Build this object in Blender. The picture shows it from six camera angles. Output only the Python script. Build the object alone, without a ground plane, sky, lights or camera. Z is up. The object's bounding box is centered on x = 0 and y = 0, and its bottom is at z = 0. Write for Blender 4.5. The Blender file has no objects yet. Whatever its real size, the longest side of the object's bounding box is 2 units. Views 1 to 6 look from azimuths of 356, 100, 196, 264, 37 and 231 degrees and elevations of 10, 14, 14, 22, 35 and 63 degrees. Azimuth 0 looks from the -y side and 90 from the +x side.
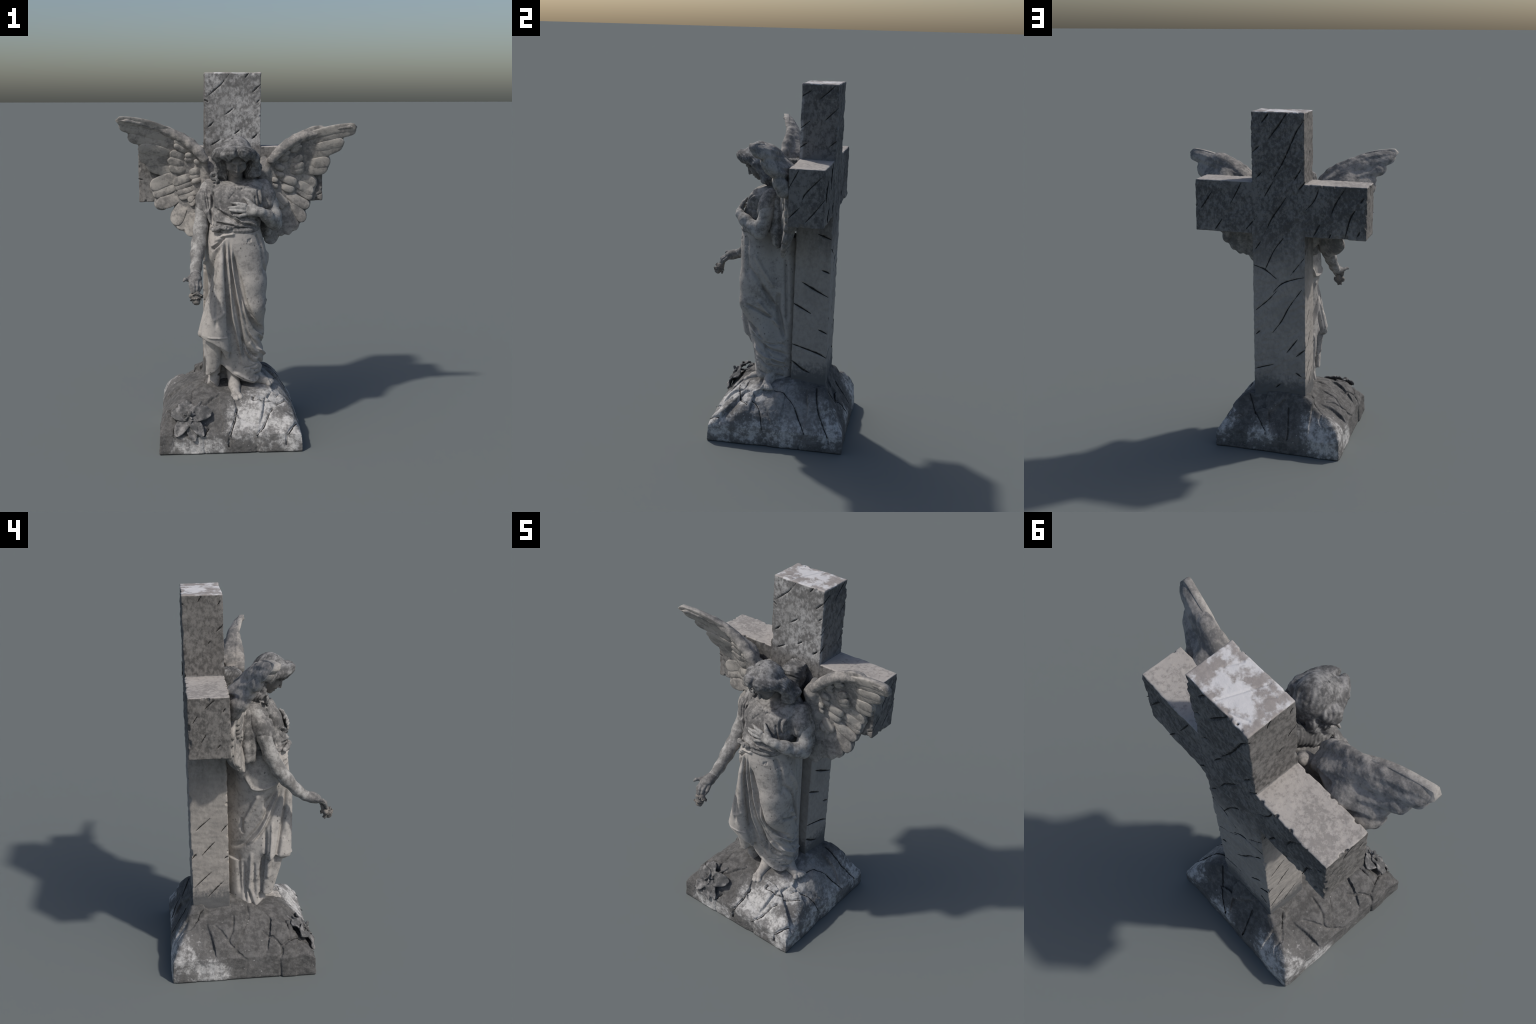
# Weathered marble grave monument: a winged woman in a draped gown stands on a
# rough-hewn rock in front of a tall stone cross.
# Solid forms are modelled as smooth unions of capsules, ellipsoids and lofted
# sections, turned into meshes, then sculpted with brush strokes (folds, grooves).
import bpy, math
import numpy as np

rng = np.random.default_rng(7)

# ------------------------------------------------------------------ noise
def _hash(ix, iy, iz, seed):
    n = (ix.astype(np.int64) * 374761393 + iy.astype(np.int64) * 668265263
         + iz.astype(np.int64) * 2147483647 + seed * 1274126177) & 0xFFFFFFFF
    n = ((n ^ (n >> 13)) * 1274126177) & 0xFFFFFFFF
    n = (n ^ (n >> 16)) & 0xFFFFFF
    return n.astype(np.float64) / 0xFFFFFF * 2 - 1

def noise3(p, freq, seed=0):
    q = p * freq
    i = np.floor(q).astype(np.int64)
    f = q - i
    f = f * f * (3 - 2 * f)
    out = 0
    for dx in (0, 1):
        wx = f[:, 0] if dx else 1 - f[:, 0]
        for dy in (0, 1):
            wy = f[:, 1] if dy else 1 - f[:, 1]
            for dz in (0, 1):
                wz = f[:, 2] if dz else 1 - f[:, 2]
                out = out + wx * wy * wz * _hash(i[:, 0] + dx, i[:, 1] + dy, i[:, 2] + dz, seed)
    return out

def fbm(p, freq, octaves=3, seed=0):
    s, a = 0, 1.0
    for o in range(octaves):
        s = s + a * noise3(p, freq * 2 ** o, seed + o)
        a *= .5
    return s

def sstep(a, b, x):
    t = np.clip((x - a) / (b - a), 0, 1)
    return t * t * (3 - 2 * t)

def spline(pts, n=8):
    """Catmull-Rom curve through the control points."""
    P = np.array(pts, float)
    if len(P) < 3:
        t = np.linspace(0, 1, n + 1)[:, None]
        return P[0] * (1 - t) + P[-1] * t
    E = np.vstack([2 * P[0] - P[1], P, 2 * P[-1] - P[-2]])
    out = []
    for i in range(1, len(E) - 2):
        a, b, c, d = E[i - 1:i + 3]
        for t in np.arange(n) / n:
            out.append(.5 * (2 * b + (c - a) * t + (2 * a - 5 * b + 4 * c - d) * t * t
                             + (3 * b - a - 3 * c + d) * t ** 3))
    out.append(P[-1])
    return np.array(out)

# ------------------------------------------------------------------ implicit solid modelling
class Solid:
    def __init__(self, lo, hi, h):
        self.lo = np.array(lo, float); self.h = h
        self.n = np.ceil((np.array(hi) - self.lo) / h).astype(int) + 1
        self.F = np.full(self.n, 1.0, np.float32)
        self.ax = [self.lo[k] + h * np.arange(self.n[k]) for k in range(3)]

    def box(self, lo, hi):
        s = []
        for k in range(3):
            a = max(0, int((lo[k] - self.lo[k]) / self.h) - 1)
            b = min(self.n[k], int((hi[k] - self.lo[k]) / self.h) + 3)
            s.append(slice(a, max(a, b)))
        s = tuple(s)
        X = self.ax[0][s[0]][:, None, None].astype(np.float32)
        Y = self.ax[1][s[1]][None, :, None].astype(np.float32)
        Z = self.ax[2][s[2]][None, None, :].astype(np.float32)
        return s, X, Y, Z

    def put(self, s, d, k=0., op='add'):
        F = self.F[s]
        if op == 'cut':
            d = -d
            if k > 0:
                h = np.clip(.5 - .5 * (d - F) / k, 0, 1)
                self.F[s] = d + (F - d) * h + k * h * (1 - h)
            else:
                self.F[s] = np.maximum(F, d)
        else:
            if k > 0:
                h = np.clip(.5 + .5 * (d - F) / k, 0, 1)
                self.F[s] = d + (F - d) * h - k * h * (1 - h)
            else:
                self.F[s] = np.minimum(F, d)

    def chain(self, pts, k=.01, op='add', squash=None):
        """Tapered capsules through (x, y, z, radius) points."""
        for a, b in zip(pts[:-1], pts[1:]):
            a = np.array(a, float); b = np.array(b, float)
            m = max(a[3], b[3]) + k + .02
            s, X, Y, Z = self.box(np.minimum(a, b)[:3] - m, np.maximum(a, b)[:3] + m)
            d = b[:3] - a[:3]
            L = max(float(d @ d), 1e-9)
            t = np.clip(((X - a[0]) * d[0] + (Y - a[1]) * d[1] + (Z - a[2]) * d[2]) / L, 0, 1)
            q = np.sqrt((X - a[0] - t * d[0]) ** 2 + (Y - a[1] - t * d[1]) ** 2 + (Z - a[2] - t * d[2]) ** 2)
            self.put(s, q - (a[3] + t * (b[3] - a[3])), k, op)

    def blob(self, c, r, k=.01, op='add', axes=None):
        c = np.array(c, float); r = np.array(r, float) * np.ones(3)
        m = r.max() + k + .02
        s, X, Y, Z = self.box(c - m, c + m)
        p = [X - c[0], Y - c[1], Z - c[2]]
        if axes is not None:
            p = [sum(np.float32(ax[i]) * p[i] for i in range(3)) for ax in axes]
        q = np.sqrt((p[0] / r[0]) ** 2 + (p[1] / r[1]) ** 2 + (p[2] / r[2]) ** 2)
        self.put(s, (q - 1) * np.float32(r.min()), k, op)

    def loft(self, secs, n=2.4, k=.01, clip=None, kc=.01, op='add', mid=.5, nb=None):
        """Superellipse sections (z, x_left, x_right, y_front, y_back); clip is a
        function of (X, Y, Z) that is positive where cloth must be removed."""
        S = np.array(sorted(secs), float)
        lo = [S[:, 1].min() - .06, S[:, 3].min() - .06, S[0, 0] - .05]
        hi = [S[:, 2].max() + .06, S[:, 4].max() + .06, S[-1, 0] + .05]
        s, X, Y, Z = self.box(lo, hi)
        z = Z.ravel()
        g = lambda j: np.interp(z, S[:, 0], S[:, j]).astype(np.float32)[None, None, :]
        xl, xr, yf, yb = g(1), g(2), g(3), g(4)
        cx, rx, cy = (xl + xr) / 2, (xr - xl) / 2, yf + (yb - yf) * np.float32(mid)
        q = ((np.abs(X - cx) / rx) ** n + (np.abs(Y - cy) / (cy - yf)) ** n) ** (1 / n)
        d = (q - 1) * np.minimum(rx, cy - yf)
        nb = nb or n
        qb = ((np.abs(X - cx) / rx) ** nb + (np.abs(Y - cy) / (yb - cy)) ** nb) ** (1 / nb)
        d = np.where(Y < cy, d, (qb - 1) * np.minimum(rx, yb - cy))
        d = np.maximum(d, np.maximum(S[0, 0] - Z, Z - S[-1, 0]))
        if clip is not None:
            c = clip(X, Y, Z) + 0 * d
            h = np.clip(.5 - .5 * (c - d) / kc, 0, 1)
            d = c + (d - c) * h + kc * h * (1 - h)
        self.put(s, d.astype(np.float32), k, op)

    def mesh(self):
        F, h = self.F, self.h
        I = (F < 0)
        c = sum(I[a:a + F.shape[0] - 1, b:b + F.shape[1] - 1, d:d + F.shape[2] - 1].astype(np.uint8)
                for a in (0, 1) for b in (0, 1) for d in (0, 1))
        cells = np.argwhere((c > 0) & (c < 8))
        idx = np.full(c.shape, -1, np.int32)
        idx[tuple(cells.T)] = np.arange(len(cells))
        acc = np.zeros((len(cells), 3)); cnt = np.zeros(len(cells))
        cor = [(a, b, d) for a in (0, 1) for b in (0, 1) for d in (0, 1)]
        val = {q: F[cells[:, 0] + q[0], cells[:, 1] + q[1], cells[:, 2] + q[2]].astype(float) for q in cor}
        for p in cor:
            for k in range(3):
                if p[k] == 0:
                    q = list(p); q[k] = 1; q = tuple(q)
                    m = (val[p] < 0) != (val[q] < 0)
                    t = np.where(m, val[p] / np.where(m, val[p] - val[q], 1), 0)
                    pos = np.array(p, float)[None, :].repeat(len(cells), 0)
                    pos[:, k] += t
                    acc[m] += pos[m]; cnt[m] += 1
        V = self.lo + h * (cells + acc / cnt[:, None])
        quads = []
        for k in range(3):
            A = I[tuple(slice(0, -1) if j == k else slice(1, -1) for j in range(3))]
            B = I[tuple(slice(1, None) if j == k else slice(1, -1) for j in range(3))]
            e = np.argwhere(A != B)
            flip = A[tuple(e.T)]
            o = e.copy()
            for j in range(3):
                if j != k: o[:, j] += 1
            u, w = [(1, 2), (2, 0), (0, 1)][k]
            def cell(du, dw):
                q = o.copy(); q[:, u] -= du; q[:, w] -= dw
                return idx[tuple(q.T)]
            Q = np.stack([cell(1, 1), cell(0, 1), cell(0, 0), cell(1, 0)], 1)
            Q[~flip] = Q[~flip][:, ::-1]
            quads.append(Q)
        Q = np.vstack(quads)
        return V, Q[(Q >= 0).all(1)]

def normals(V, Q):
    n = np.cross(V[Q[:, 2]] - V[Q[:, 0]], V[Q[:, 3]] - V[Q[:, 1]])
    N = np.zeros_like(V)
    for j in range(4):
        for k in range(3):
            N[:, k] += np.bincount(Q[:, j], n[:, k], len(V))
    return N / np.maximum(np.linalg.norm(N, axis=1, keepdims=True), 1e-12)

def relax(V, Q, it=1, w=.5):
    E = np.vstack([Q[:, [j, (j + 1) % 4]] for j in range(4)])
    deg = np.bincount(E[:, 0], minlength=len(V)) + np.bincount(E[:, 1], minlength=len(V))
    for _ in range(it):
        S = np.stack([np.bincount(E[:, 0], V[E[:, 1], k], len(V)) + np.bincount(E[:, 1], V[E[:, 0], k], len(V))
                      for k in range(3)], 1)
        V = V * (1 - w) + w * S / np.maximum(deg, 1)[:, None]
    return V

def stroke(V, N, pts, width, depth, plane='front', kind='ridge', taper=(.15, .15), ylim=None, zdepth=None):
    """Sculpting brush dragged along a line seen from the front (x, z) or from a side (y, z).
    ridge: round bump, or groove if depth < 0;  lap: cloth edge lying over what is to its right."""
    if plane == 'front':
        uv = V[:, [0, 2]]; face = sstep(.25, -.25, N[:, 1])
    else:
        sgn = 1 if plane == 'plus' else -1
        uv = V[:, [1, 2]]; face = sstep(-.1, .35, N[:, 0] * sgn)
    P = spline(pts, 6)
    m = width * 3.2
    sel = ((uv > P.min(0) - m) & (uv < P.max(0) + m)).all(1) & (face > 0)
    if ylim is not None:
        sel &= (V[:, 1] > ylim[0]) & (V[:, 1] < ylim[1])
    ii = np.nonzero(sel)[0]
    if not len(ii): return
    u = uv[ii]
    best = np.full(len(ii), 9.); side = np.zeros(len(ii)); tt = np.zeros(len(ii))
    seg = np.linalg.norm(np.diff(P, axis=0), axis=1); L = np.r_[0, np.cumsum(seg)]
    for j in range(len(seg)):
        a, d = P[j], P[j + 1] - P[j]
        t = np.clip(((u - a) @ d) / max(d @ d, 1e-12), 0, 1)
        r = u - a - t[:, None] * d
        q = np.hypot(r[:, 0], r[:, 1])
        b = q < best
        best[b] = q[b]; tt[b] = (L[j] + t[b] * seg[j]) / L[-1]
        side[b] = np.sign(d[0] * r[b, 1] - d[1] * r[b, 0])
    amp = np.ones(len(ii))
    if taper[0] > 0: amp *= sstep(0, taper[0], tt + 1e-3)
    if taper[1] > 0: amp *= sstep(0, taper[1], 1 - tt + 1e-3)
    if kind == 'ridge':
        prof = np.exp(-(best / width) ** 2)
    else:
        s = best * side
        prof = np.where(s > 0, np.exp(-(s / (width * 1.4)) ** 2), np.exp(-(s / (width * .25)) ** 2))
    V[ii] += N[ii] * (prof * amp * depth * face[ii])[:, None]

# ------------------------------------------------------------------ scene helpers
COL = bpy.context.scene.collection
ROOT = bpy.data.objects.new('grave_monument', None)
COL.objects.link(ROOT)
ROOT['label'] = 'weathered stone angel statue before a large cross'
ROOT['category'] = 'grave monument'

def add(name, V, Q, mat, parent=ROOT, nrm=None, flat=False):
    me = bpy.data.meshes.new(name)
    V = np.asarray(V, np.float32); Q = np.asarray(Q, np.int32)
    k = Q.shape[1]
    me.vertices.add(len(V)); me.vertices.foreach_set('co', V.ravel())
    me.loops.add(Q.size); me.loops.foreach_set('vertex_index', Q.ravel())
    me.polygons.add(len(Q))
    me.polygons.foreach_set('loop_start', np.arange(0, Q.size, k, dtype=np.int32))
    me.polygons.foreach_set('use_smooth', np.full(len(Q), not flat))
    me.update(calc_edges=True); me.validate()
    if nrm is not None and len(me.vertices) == len(nrm):
        me.normals_split_custom_set_from_vertices([tuple(n) for n in nrm])
    ob = bpy.data.objects.new(name, me)
    me.materials.append(mat)
    COL.objects.link(ob); ob.parent = parent
    return ob

def add_regions(V, Q, regions, parent=ROOT):
    """Split one smooth surface into named parts with coinciding borders.
    regions: list of (name, material, mask over faces)."""
    N = normals(V, Q); left = np.ones(len(Q), bool); out = []
    cen = V[Q].mean(1)
    for name, mat, fn in regions:
        m = left & fn(cen); left &= ~m
        used = np.unique(Q[m]); mp = np.full(len(V), -1); mp[used] = np.arange(len(used))
        out.append(add(name, V[used], mp[Q[m]], mat, parent, N[used]))
    return out

# ------------------------------------------------------------------ materials
class Tree:
    def __init__(self, name):
        self.m = bpy.data.materials.new(name); self.m.use_nodes = True
        self.t = self.m.node_tree; self.t.nodes.clear()
        self.co = self.n('ShaderNodeTexCoord').outputs['Object']
    def n(self, kind, **kw):
        nd = self.t.nodes.new(kind)
        for k, v in kw.items(): setattr(nd, k, v)
        return nd
    def link(self, a, b): self.t.links.new(a, b)
    def setv(self, sock, v):
        if isinstance(v, bpy.types.NodeSocket): self.link(v, sock)
        else: sock.default_value = v
    def stretch(self, scale, rot=(0, 0, 0)):
        n = self.n('ShaderNodeMapping'); self.link(self.co, n.inputs['Vector'])
        n.inputs['Scale'].default_value = scale; n.inputs['Rotation'].default_value = rot
        return n.outputs[0]
    def noise(self, scale, detail=5, rough=.6, vec=None, dist=0.):
        n = self.n('ShaderNodeTexNoise'); self.link(vec or self.co, n.inputs['Vector'])
        n.inputs['Scale'].default_value = scale; n.inputs['Detail'].default_value = detail
        n.inputs['Roughness'].default_value = rough; n.inputs['Distortion'].default_value = dist
        return n.outputs['Fac']
    def ramp(self, x, a, b):
        n = self.n('ShaderNodeMapRange', interpolation_type='SMOOTHSTEP')
        self.setv(n.inputs['Value'], x)
        n.inputs['From Min'].default_value = a; n.inputs['From Max'].default_value = b
        return n.outputs[0]
    def math(self, op, a, b=0.):
        n = self.n('ShaderNodeMath', operation=op)
        self.setv(n.inputs[0], a); self.setv(n.inputs[1], b)
        return n.outputs[0]
    def mix(self, f, a, b):
        n = self.n('ShaderNodeMix', data_type='RGBA')
        self.setv(n.inputs[0], f)
        self.setv(n.inputs[6], a if isinstance(a, bpy.types.NodeSocket) else (*a, 1))
        self.setv(n.inputs[7], b if isinstance(b, bpy.types.NodeSocket) else (*b, 1))
        return n.outputs[2]
    def near(self, c, scale=(1, 1, 1)):
        """Distance to a point, in units stretched per axis."""
        v = self.n('ShaderNodeVectorMath', operation='SUBTRACT'); self.link(self.co, v.inputs[0])
        v.inputs[1].default_value = c
        w = self.n('ShaderNodeVectorMath', operation='MULTIPLY'); self.link(v.outputs[0], w.inputs[0])
        w.inputs[1].default_value = scale
        l = self.n('ShaderNodeVectorMath', operation='LENGTH'); self.link(w.outputs[0], l.inputs[0])
        return l.outputs['Value']
    def spots(self, scale, size, vec=None):
        n = self.n('ShaderNodeTexVoronoi'); self.link(vec or self.co, n.inputs['Vector'])
        n.inputs['Scale'].default_value = scale
        return self.ramp(n.outputs['Distance'], size, size * .45)
    def finish(self, col, bump, strength=.35, rough=.85, dist=.004):
        b = self.n('ShaderNodeBump'); self.link(bump, b.inputs['Height'])
        b.inputs['Strength'].default_value = strength; b.inputs['Distance'].default_value = dist
        p = self.n('ShaderNodeBsdfPrincipled'); self.link(col, p.inputs['Base Color'])
        p.inputs['Roughness'].default_value = rough; p.inputs['Specular IOR Level'].default_value = .25
        self.link(b.outputs[0], p.inputs['Normal'])
        o = self.n('ShaderNodeOutputMaterial'); self.link(p.outputs[0], o.inputs['Surface'])
        return self.m

WARM = (.36, .325, .295); PALE = (.50, .48, .455); GREY = (.205, .20, .197); DARK = (.075, .074, .074); BLACK = (.035, .035, .036)
WHITE = (.66, .65, .65)

def carved_stone(name, light, dirty, cover, speck=0., plugs=()):
    """Carved marble: clean stone, cloudy grime covering `cover` of it, fine lichen grain."""
    t = Tree(name)
    big = t.noise(7, 6, .62); fine = t.noise(60, 4, .7); med = t.noise(24, 5, .65)
    m = t.math('ADD', t.math('MULTIPLY', big, .38), t.math('ADD', t.math('MULTIPLY', med, .42), t.math('MULTIPLY', fine, .20)))
    e = .5 + (.5 - cover) * .32
    col = t.mix(t.ramp(m, e - .085, e + .085), light, dirty)
    col = t.mix(t.math('MULTIPLY', t.ramp(fine, .5, .75), .22), col, DARK)
    col = t.mix(t.math('MULTIPLY', t.ramp(med, .6, .75), .35), col, PALE)
    if speck > 0:
        s = t.math('MULTIPLY', t.spots(46, .22, t.stretch((1, 1, .7))), t.ramp(t.noise(9, 3), .53 - speck * .1, .62))
        col = t.mix(t.math('MULTIPLY', s, .75), col, DARK)
    for c, r in plugs:      # round mortar plugs let into the stone
        col = t.mix(t.ramp(t.near(c), r, r - .002), col, (.07, .07, .07))
    return t.finish(col, t.noise(140, 4, .7))

def make_cross_stone():
    t = Tree('lichened_cross_stone')
    big = t.noise(4, 4, .6); med = t.noise(48, 6, .72, t.stretch((1, 1, .75), (0, .6, .2))); fine = t.noise(130, 3, .7)
    streak = t.noise(9, 5, .65, t.stretch((2, 2, .35)))
    sep = t.n('ShaderNodeSeparateXYZ'); t.link(t.co, sep.inputs[0])
    x, y, z = sep.outputs[0], sep.outputs[1], sep.outputs[2]
    # rain-washed lower shaft: clean warm stone with an irregular drip edge below the arms
    edge = t.math('ADD', z, t.math('MULTIPLY', t.math('SUBTRACT', streak, .5), -.5))
    grime = t.ramp(edge, .98, 1.42)
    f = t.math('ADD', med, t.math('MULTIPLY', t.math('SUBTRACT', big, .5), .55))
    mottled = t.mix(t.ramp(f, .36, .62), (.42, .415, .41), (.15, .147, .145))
    dark_mottled = t.mix(t.ramp(f, .36, .62), (.215, .208, .20), (.095, .092, .09))
    shaft_front = t.math('MULTIPLY', t.math('MULTIPLY', t.ramp(y, .135, .118), t.ramp(z, 1.57, 1.63)), t.math('MULTIPLY', t.ramp(x, -.175, -.165), t.ramp(x, .145, .135)))
    mottled = t.mix(shaft_front, dark_mottled, mottled)  # upper cross: paler on the shaft front, darker on all other faces
    clean = t.mix(t.ramp(med, .35, .75), (.37, .343, .315), (.28, .26, .24))
    clean = t.mix(t.math('MULTIPLY', t.ramp(big, .5, .62), .35), clean, (.24, .225, .21))
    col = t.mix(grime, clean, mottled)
    stain = t.ramp(t.noise(2.6, 4, .6, t.stretch((1, 1, .6), (0, .5, 0))), .5, .68)
    col = t.mix(t.math('MULTIPLY', stain, .4), col, (.13, .127, .122))
    # darker, browner tone on the left arm end and left face of the upper shaft
    brown_side = t.math('MAXIMUM', t.ramp(t.math('ADD', x, t.math('MULTIPLY', big, .05)), -.49, -.51), t.math('MULTIPLY', t.ramp(x, -.165, -.169), t.ramp(z, 1.598, 1.603)))
    brown_side = t.math('MULTIPLY', brown_side, t.ramp(z, 1.28, 1.30))
    ledge = t.math('MULTIPLY', t.math('MULTIPLY', t.ramp(z, 1.592, 1.595), t.ramp(z, 1.606, 1.603)), t.math('MAXIMUM', t.ramp(x, -.178, -.182), t.ramp(x, .140, .144)))
    brown_side = t.math('MULTIPLY', brown_side, t.math('SUBTRACT', 1., ledge))
    col = t.mix(t.math('MULTIPLY', brown_side, .5), col, t.mix(t.ramp(med, .4, .62), (.20, .185, .17), (.10, .093, .086)))
    # paler beige, mottled tone on the ledges of the arms
    col = t.mix(t.math('MULTIPLY', ledge, t.math('ADD', .55, t.math('MULTIPLY', t.ramp(f, .66, .42), .42))), col, (.43, .40, .375))
    # darker, with a noisy edge, towards the foot of the shaft
    foot = t.ramp(t.math('ADD', z, t.math('MULTIPLY', med, -.18)), .36, .27)
    col = t.mix(foot, col, (.13, .13, .13))
    # bleached white lichen on the upper end
    top = t.math('MULTIPLY', t.ramp(z, 1.990, 1.994), t.ramp(t.math('ADD', t.noise(14, 5, .6), t.math('MULTIPLY', t.near((-.02, .21, 1.99)), -1.1)), .33, .46))
    col = t.mix(t.math('MULTIPLY', t.ramp(z, 1.990, 1.994), .6), col, (.42, .38, .36))
    col = t.mix(top, col, (.60, .59, .595))
    return t.finish(col, t.math('ADD', med, t.math('MULTIPLY', fine, .5)), .45, .9, .004)

def make_rock():
    t = Tree('crusted_base_rock')
    n1 = t.noise(6, 6, .65); n2 = t.noise(30, 6, .72); n3 = t.noise(95, 4, .7)
    wob = t.math('MULTIPLY', t.math('SUBTRACT', t.math('ADD', t.math('MULTIPLY', n1, .55), t.math('MULTIPLY', n2, .45)), .5), .62)
    def patch(c, r, sc=(1, 1, 1)):
        return t.ramp(t.math('ADD', t.near(c, sc), wob), r + .055, r - .055)
    crust = t.mix(t.ramp(n2, .4, .65), (.085, .083, .081), (.155, .15, .146))
    crust = t.mix(t.math('MULTIPLY', t.ramp(n1, .5, .7), .5), crust, (.19, .185, .18))
    crust = t.mix(t.math('MULTIPLY', t.spots(34, .16), t.ramp(n1, .5, .62)), crust, (.36, .35, .34))
    crust = t.mix(t.math('MULTIPLY', t.ramp(n3, .60, .72), .4), crust, (.27, .265, .26))
    bare = t.mix(t.ramp(n2, .42, .66), (.53, .52, .51), (.27, .265, .26))
    bare = t.mix(t.math('MULTIPLY', t.ramp(n3, .5, .68), .4), bare, (.11, .11, .11))
    def cover(spots):
        m = None
        for c, r, sc in spots:
            p = patch(c, r, sc); m = p if m is None else t.math('MAXIMUM', m, p)
        return m
    m = cover([((.09, -.27, .17), .125, (1, 1, 1)), ((.27, -.28, .09), .095, (1, 1, 1)), ((-.24, -.34, .03), .07, (.8, 1, 1.5)), ((.20, -.12, .24), .05, (1, 1, 1)),
               ((-.32, .39, .11), .11, (1, 1, 1)), ((-.43, .25, .06), .10, (1, 1, 1.6)), ((.05, .42, .10), .04, (1, 1, 1)), ((.31, .38, .12), .06, (1, 1, 1)),
               ((.30, .08, .09), .07, (1, .7, 1.4)), ((.31, -.10, .08), .07, (1, .8, 1.2))])
    half = cover([((.20, -.05, .26), .13, (1, .6, 1)), ((.28, .15, .14), .12, (1, .7, 1))])
    col = t.mix(t.math('MULTIPLY', half, .5), crust, bare)
    col = t.mix(m, col, bare)
    return t.finish(col, t.math('ADD', n2, t.math('MULTIPLY', n3, .6)), .5, .92, .006)

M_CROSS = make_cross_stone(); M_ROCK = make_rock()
M_SKIRT = carved_stone('washed_drapery_marble', (.43, .405, .38), (.25, .237, .225), .34, 1.)
M_BODICE = carved_stone('stained_bodice_marble', (.37, .355, .34), (.125, .122, .12), .56, 0., (((-.134, -.11, 1.402), .013),))
M_SKIN = carved_stone('stained_skin_marble', (.40, .39, .375), (.17, .165, .16), .5)
M_DIRT = carved_stone('crack_dirt', (.03, .029, .028), (.018, .018, .018), .5)
M_HAND = carved_stone('stained_hand_marble', (.28, .27, .26), (.12, .117, .115), .55)
M_HEAD = carved_stone('sheltered_face_marble', (.24, .225, .21), (.15, .145, .14), .5)
M_HAIR = carved_stone('grimy_hair_marble', (.31, .305, .30), (.095, .094, .094), .62, 0., (((-.035, -.175, 1.66), .013),))
M_WING = carved_stone('wing_marble', (.38, .355, .33), (.17, .165, .16), .5)
M_FEATHER = carved_stone('feather_marble', (.40, .375, .345), (.20, .19, .18), .42)
M_FLOWER = carved_stone('carved_flower_stone', (.30, .29, .285), (.10, .10, .10), .55)
M_ROSE = carved_stone('carved_rose_stone', (.24, .22, .20), (.13, .125, .12), .5)

DIRT = []          # (start, end, radius) of the black dirt lying in the cracks
def dirt_mesh():
    V, Q = [], []
    for a, b, ra, rb in DIRT:
        a = np.array(a, float); b = np.array(b, float); d = b - a
        n = np.linalg.norm(d)
        if n < 1e-6: continue
        d /= n; e = np.cross(d, [.3, .5, .8]); e /= np.linalg.norm(e); f = np.cross(d, e)
        o = len(V)
        for p, r, sh in ((a, .15 * ra, -ra * .8), (a, ra, 0), (b, rb, 0), (b, .15 * rb, rb * .8)):
            for k in range(6):
                w = k * math.pi / 3
                V.append(p + d * sh + (e * math.cos(w) + f * math.sin(w)) * r)
        for j in range(3):
            for k in range(6):
                m = (k + 1) % 6
                Q.append((o + j * 6 + k, o + j * 6 + m, o + j * 6 + 6 + m, o + j * 6 + 6 + k))
    return np.array(V), np.array(Q)

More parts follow.
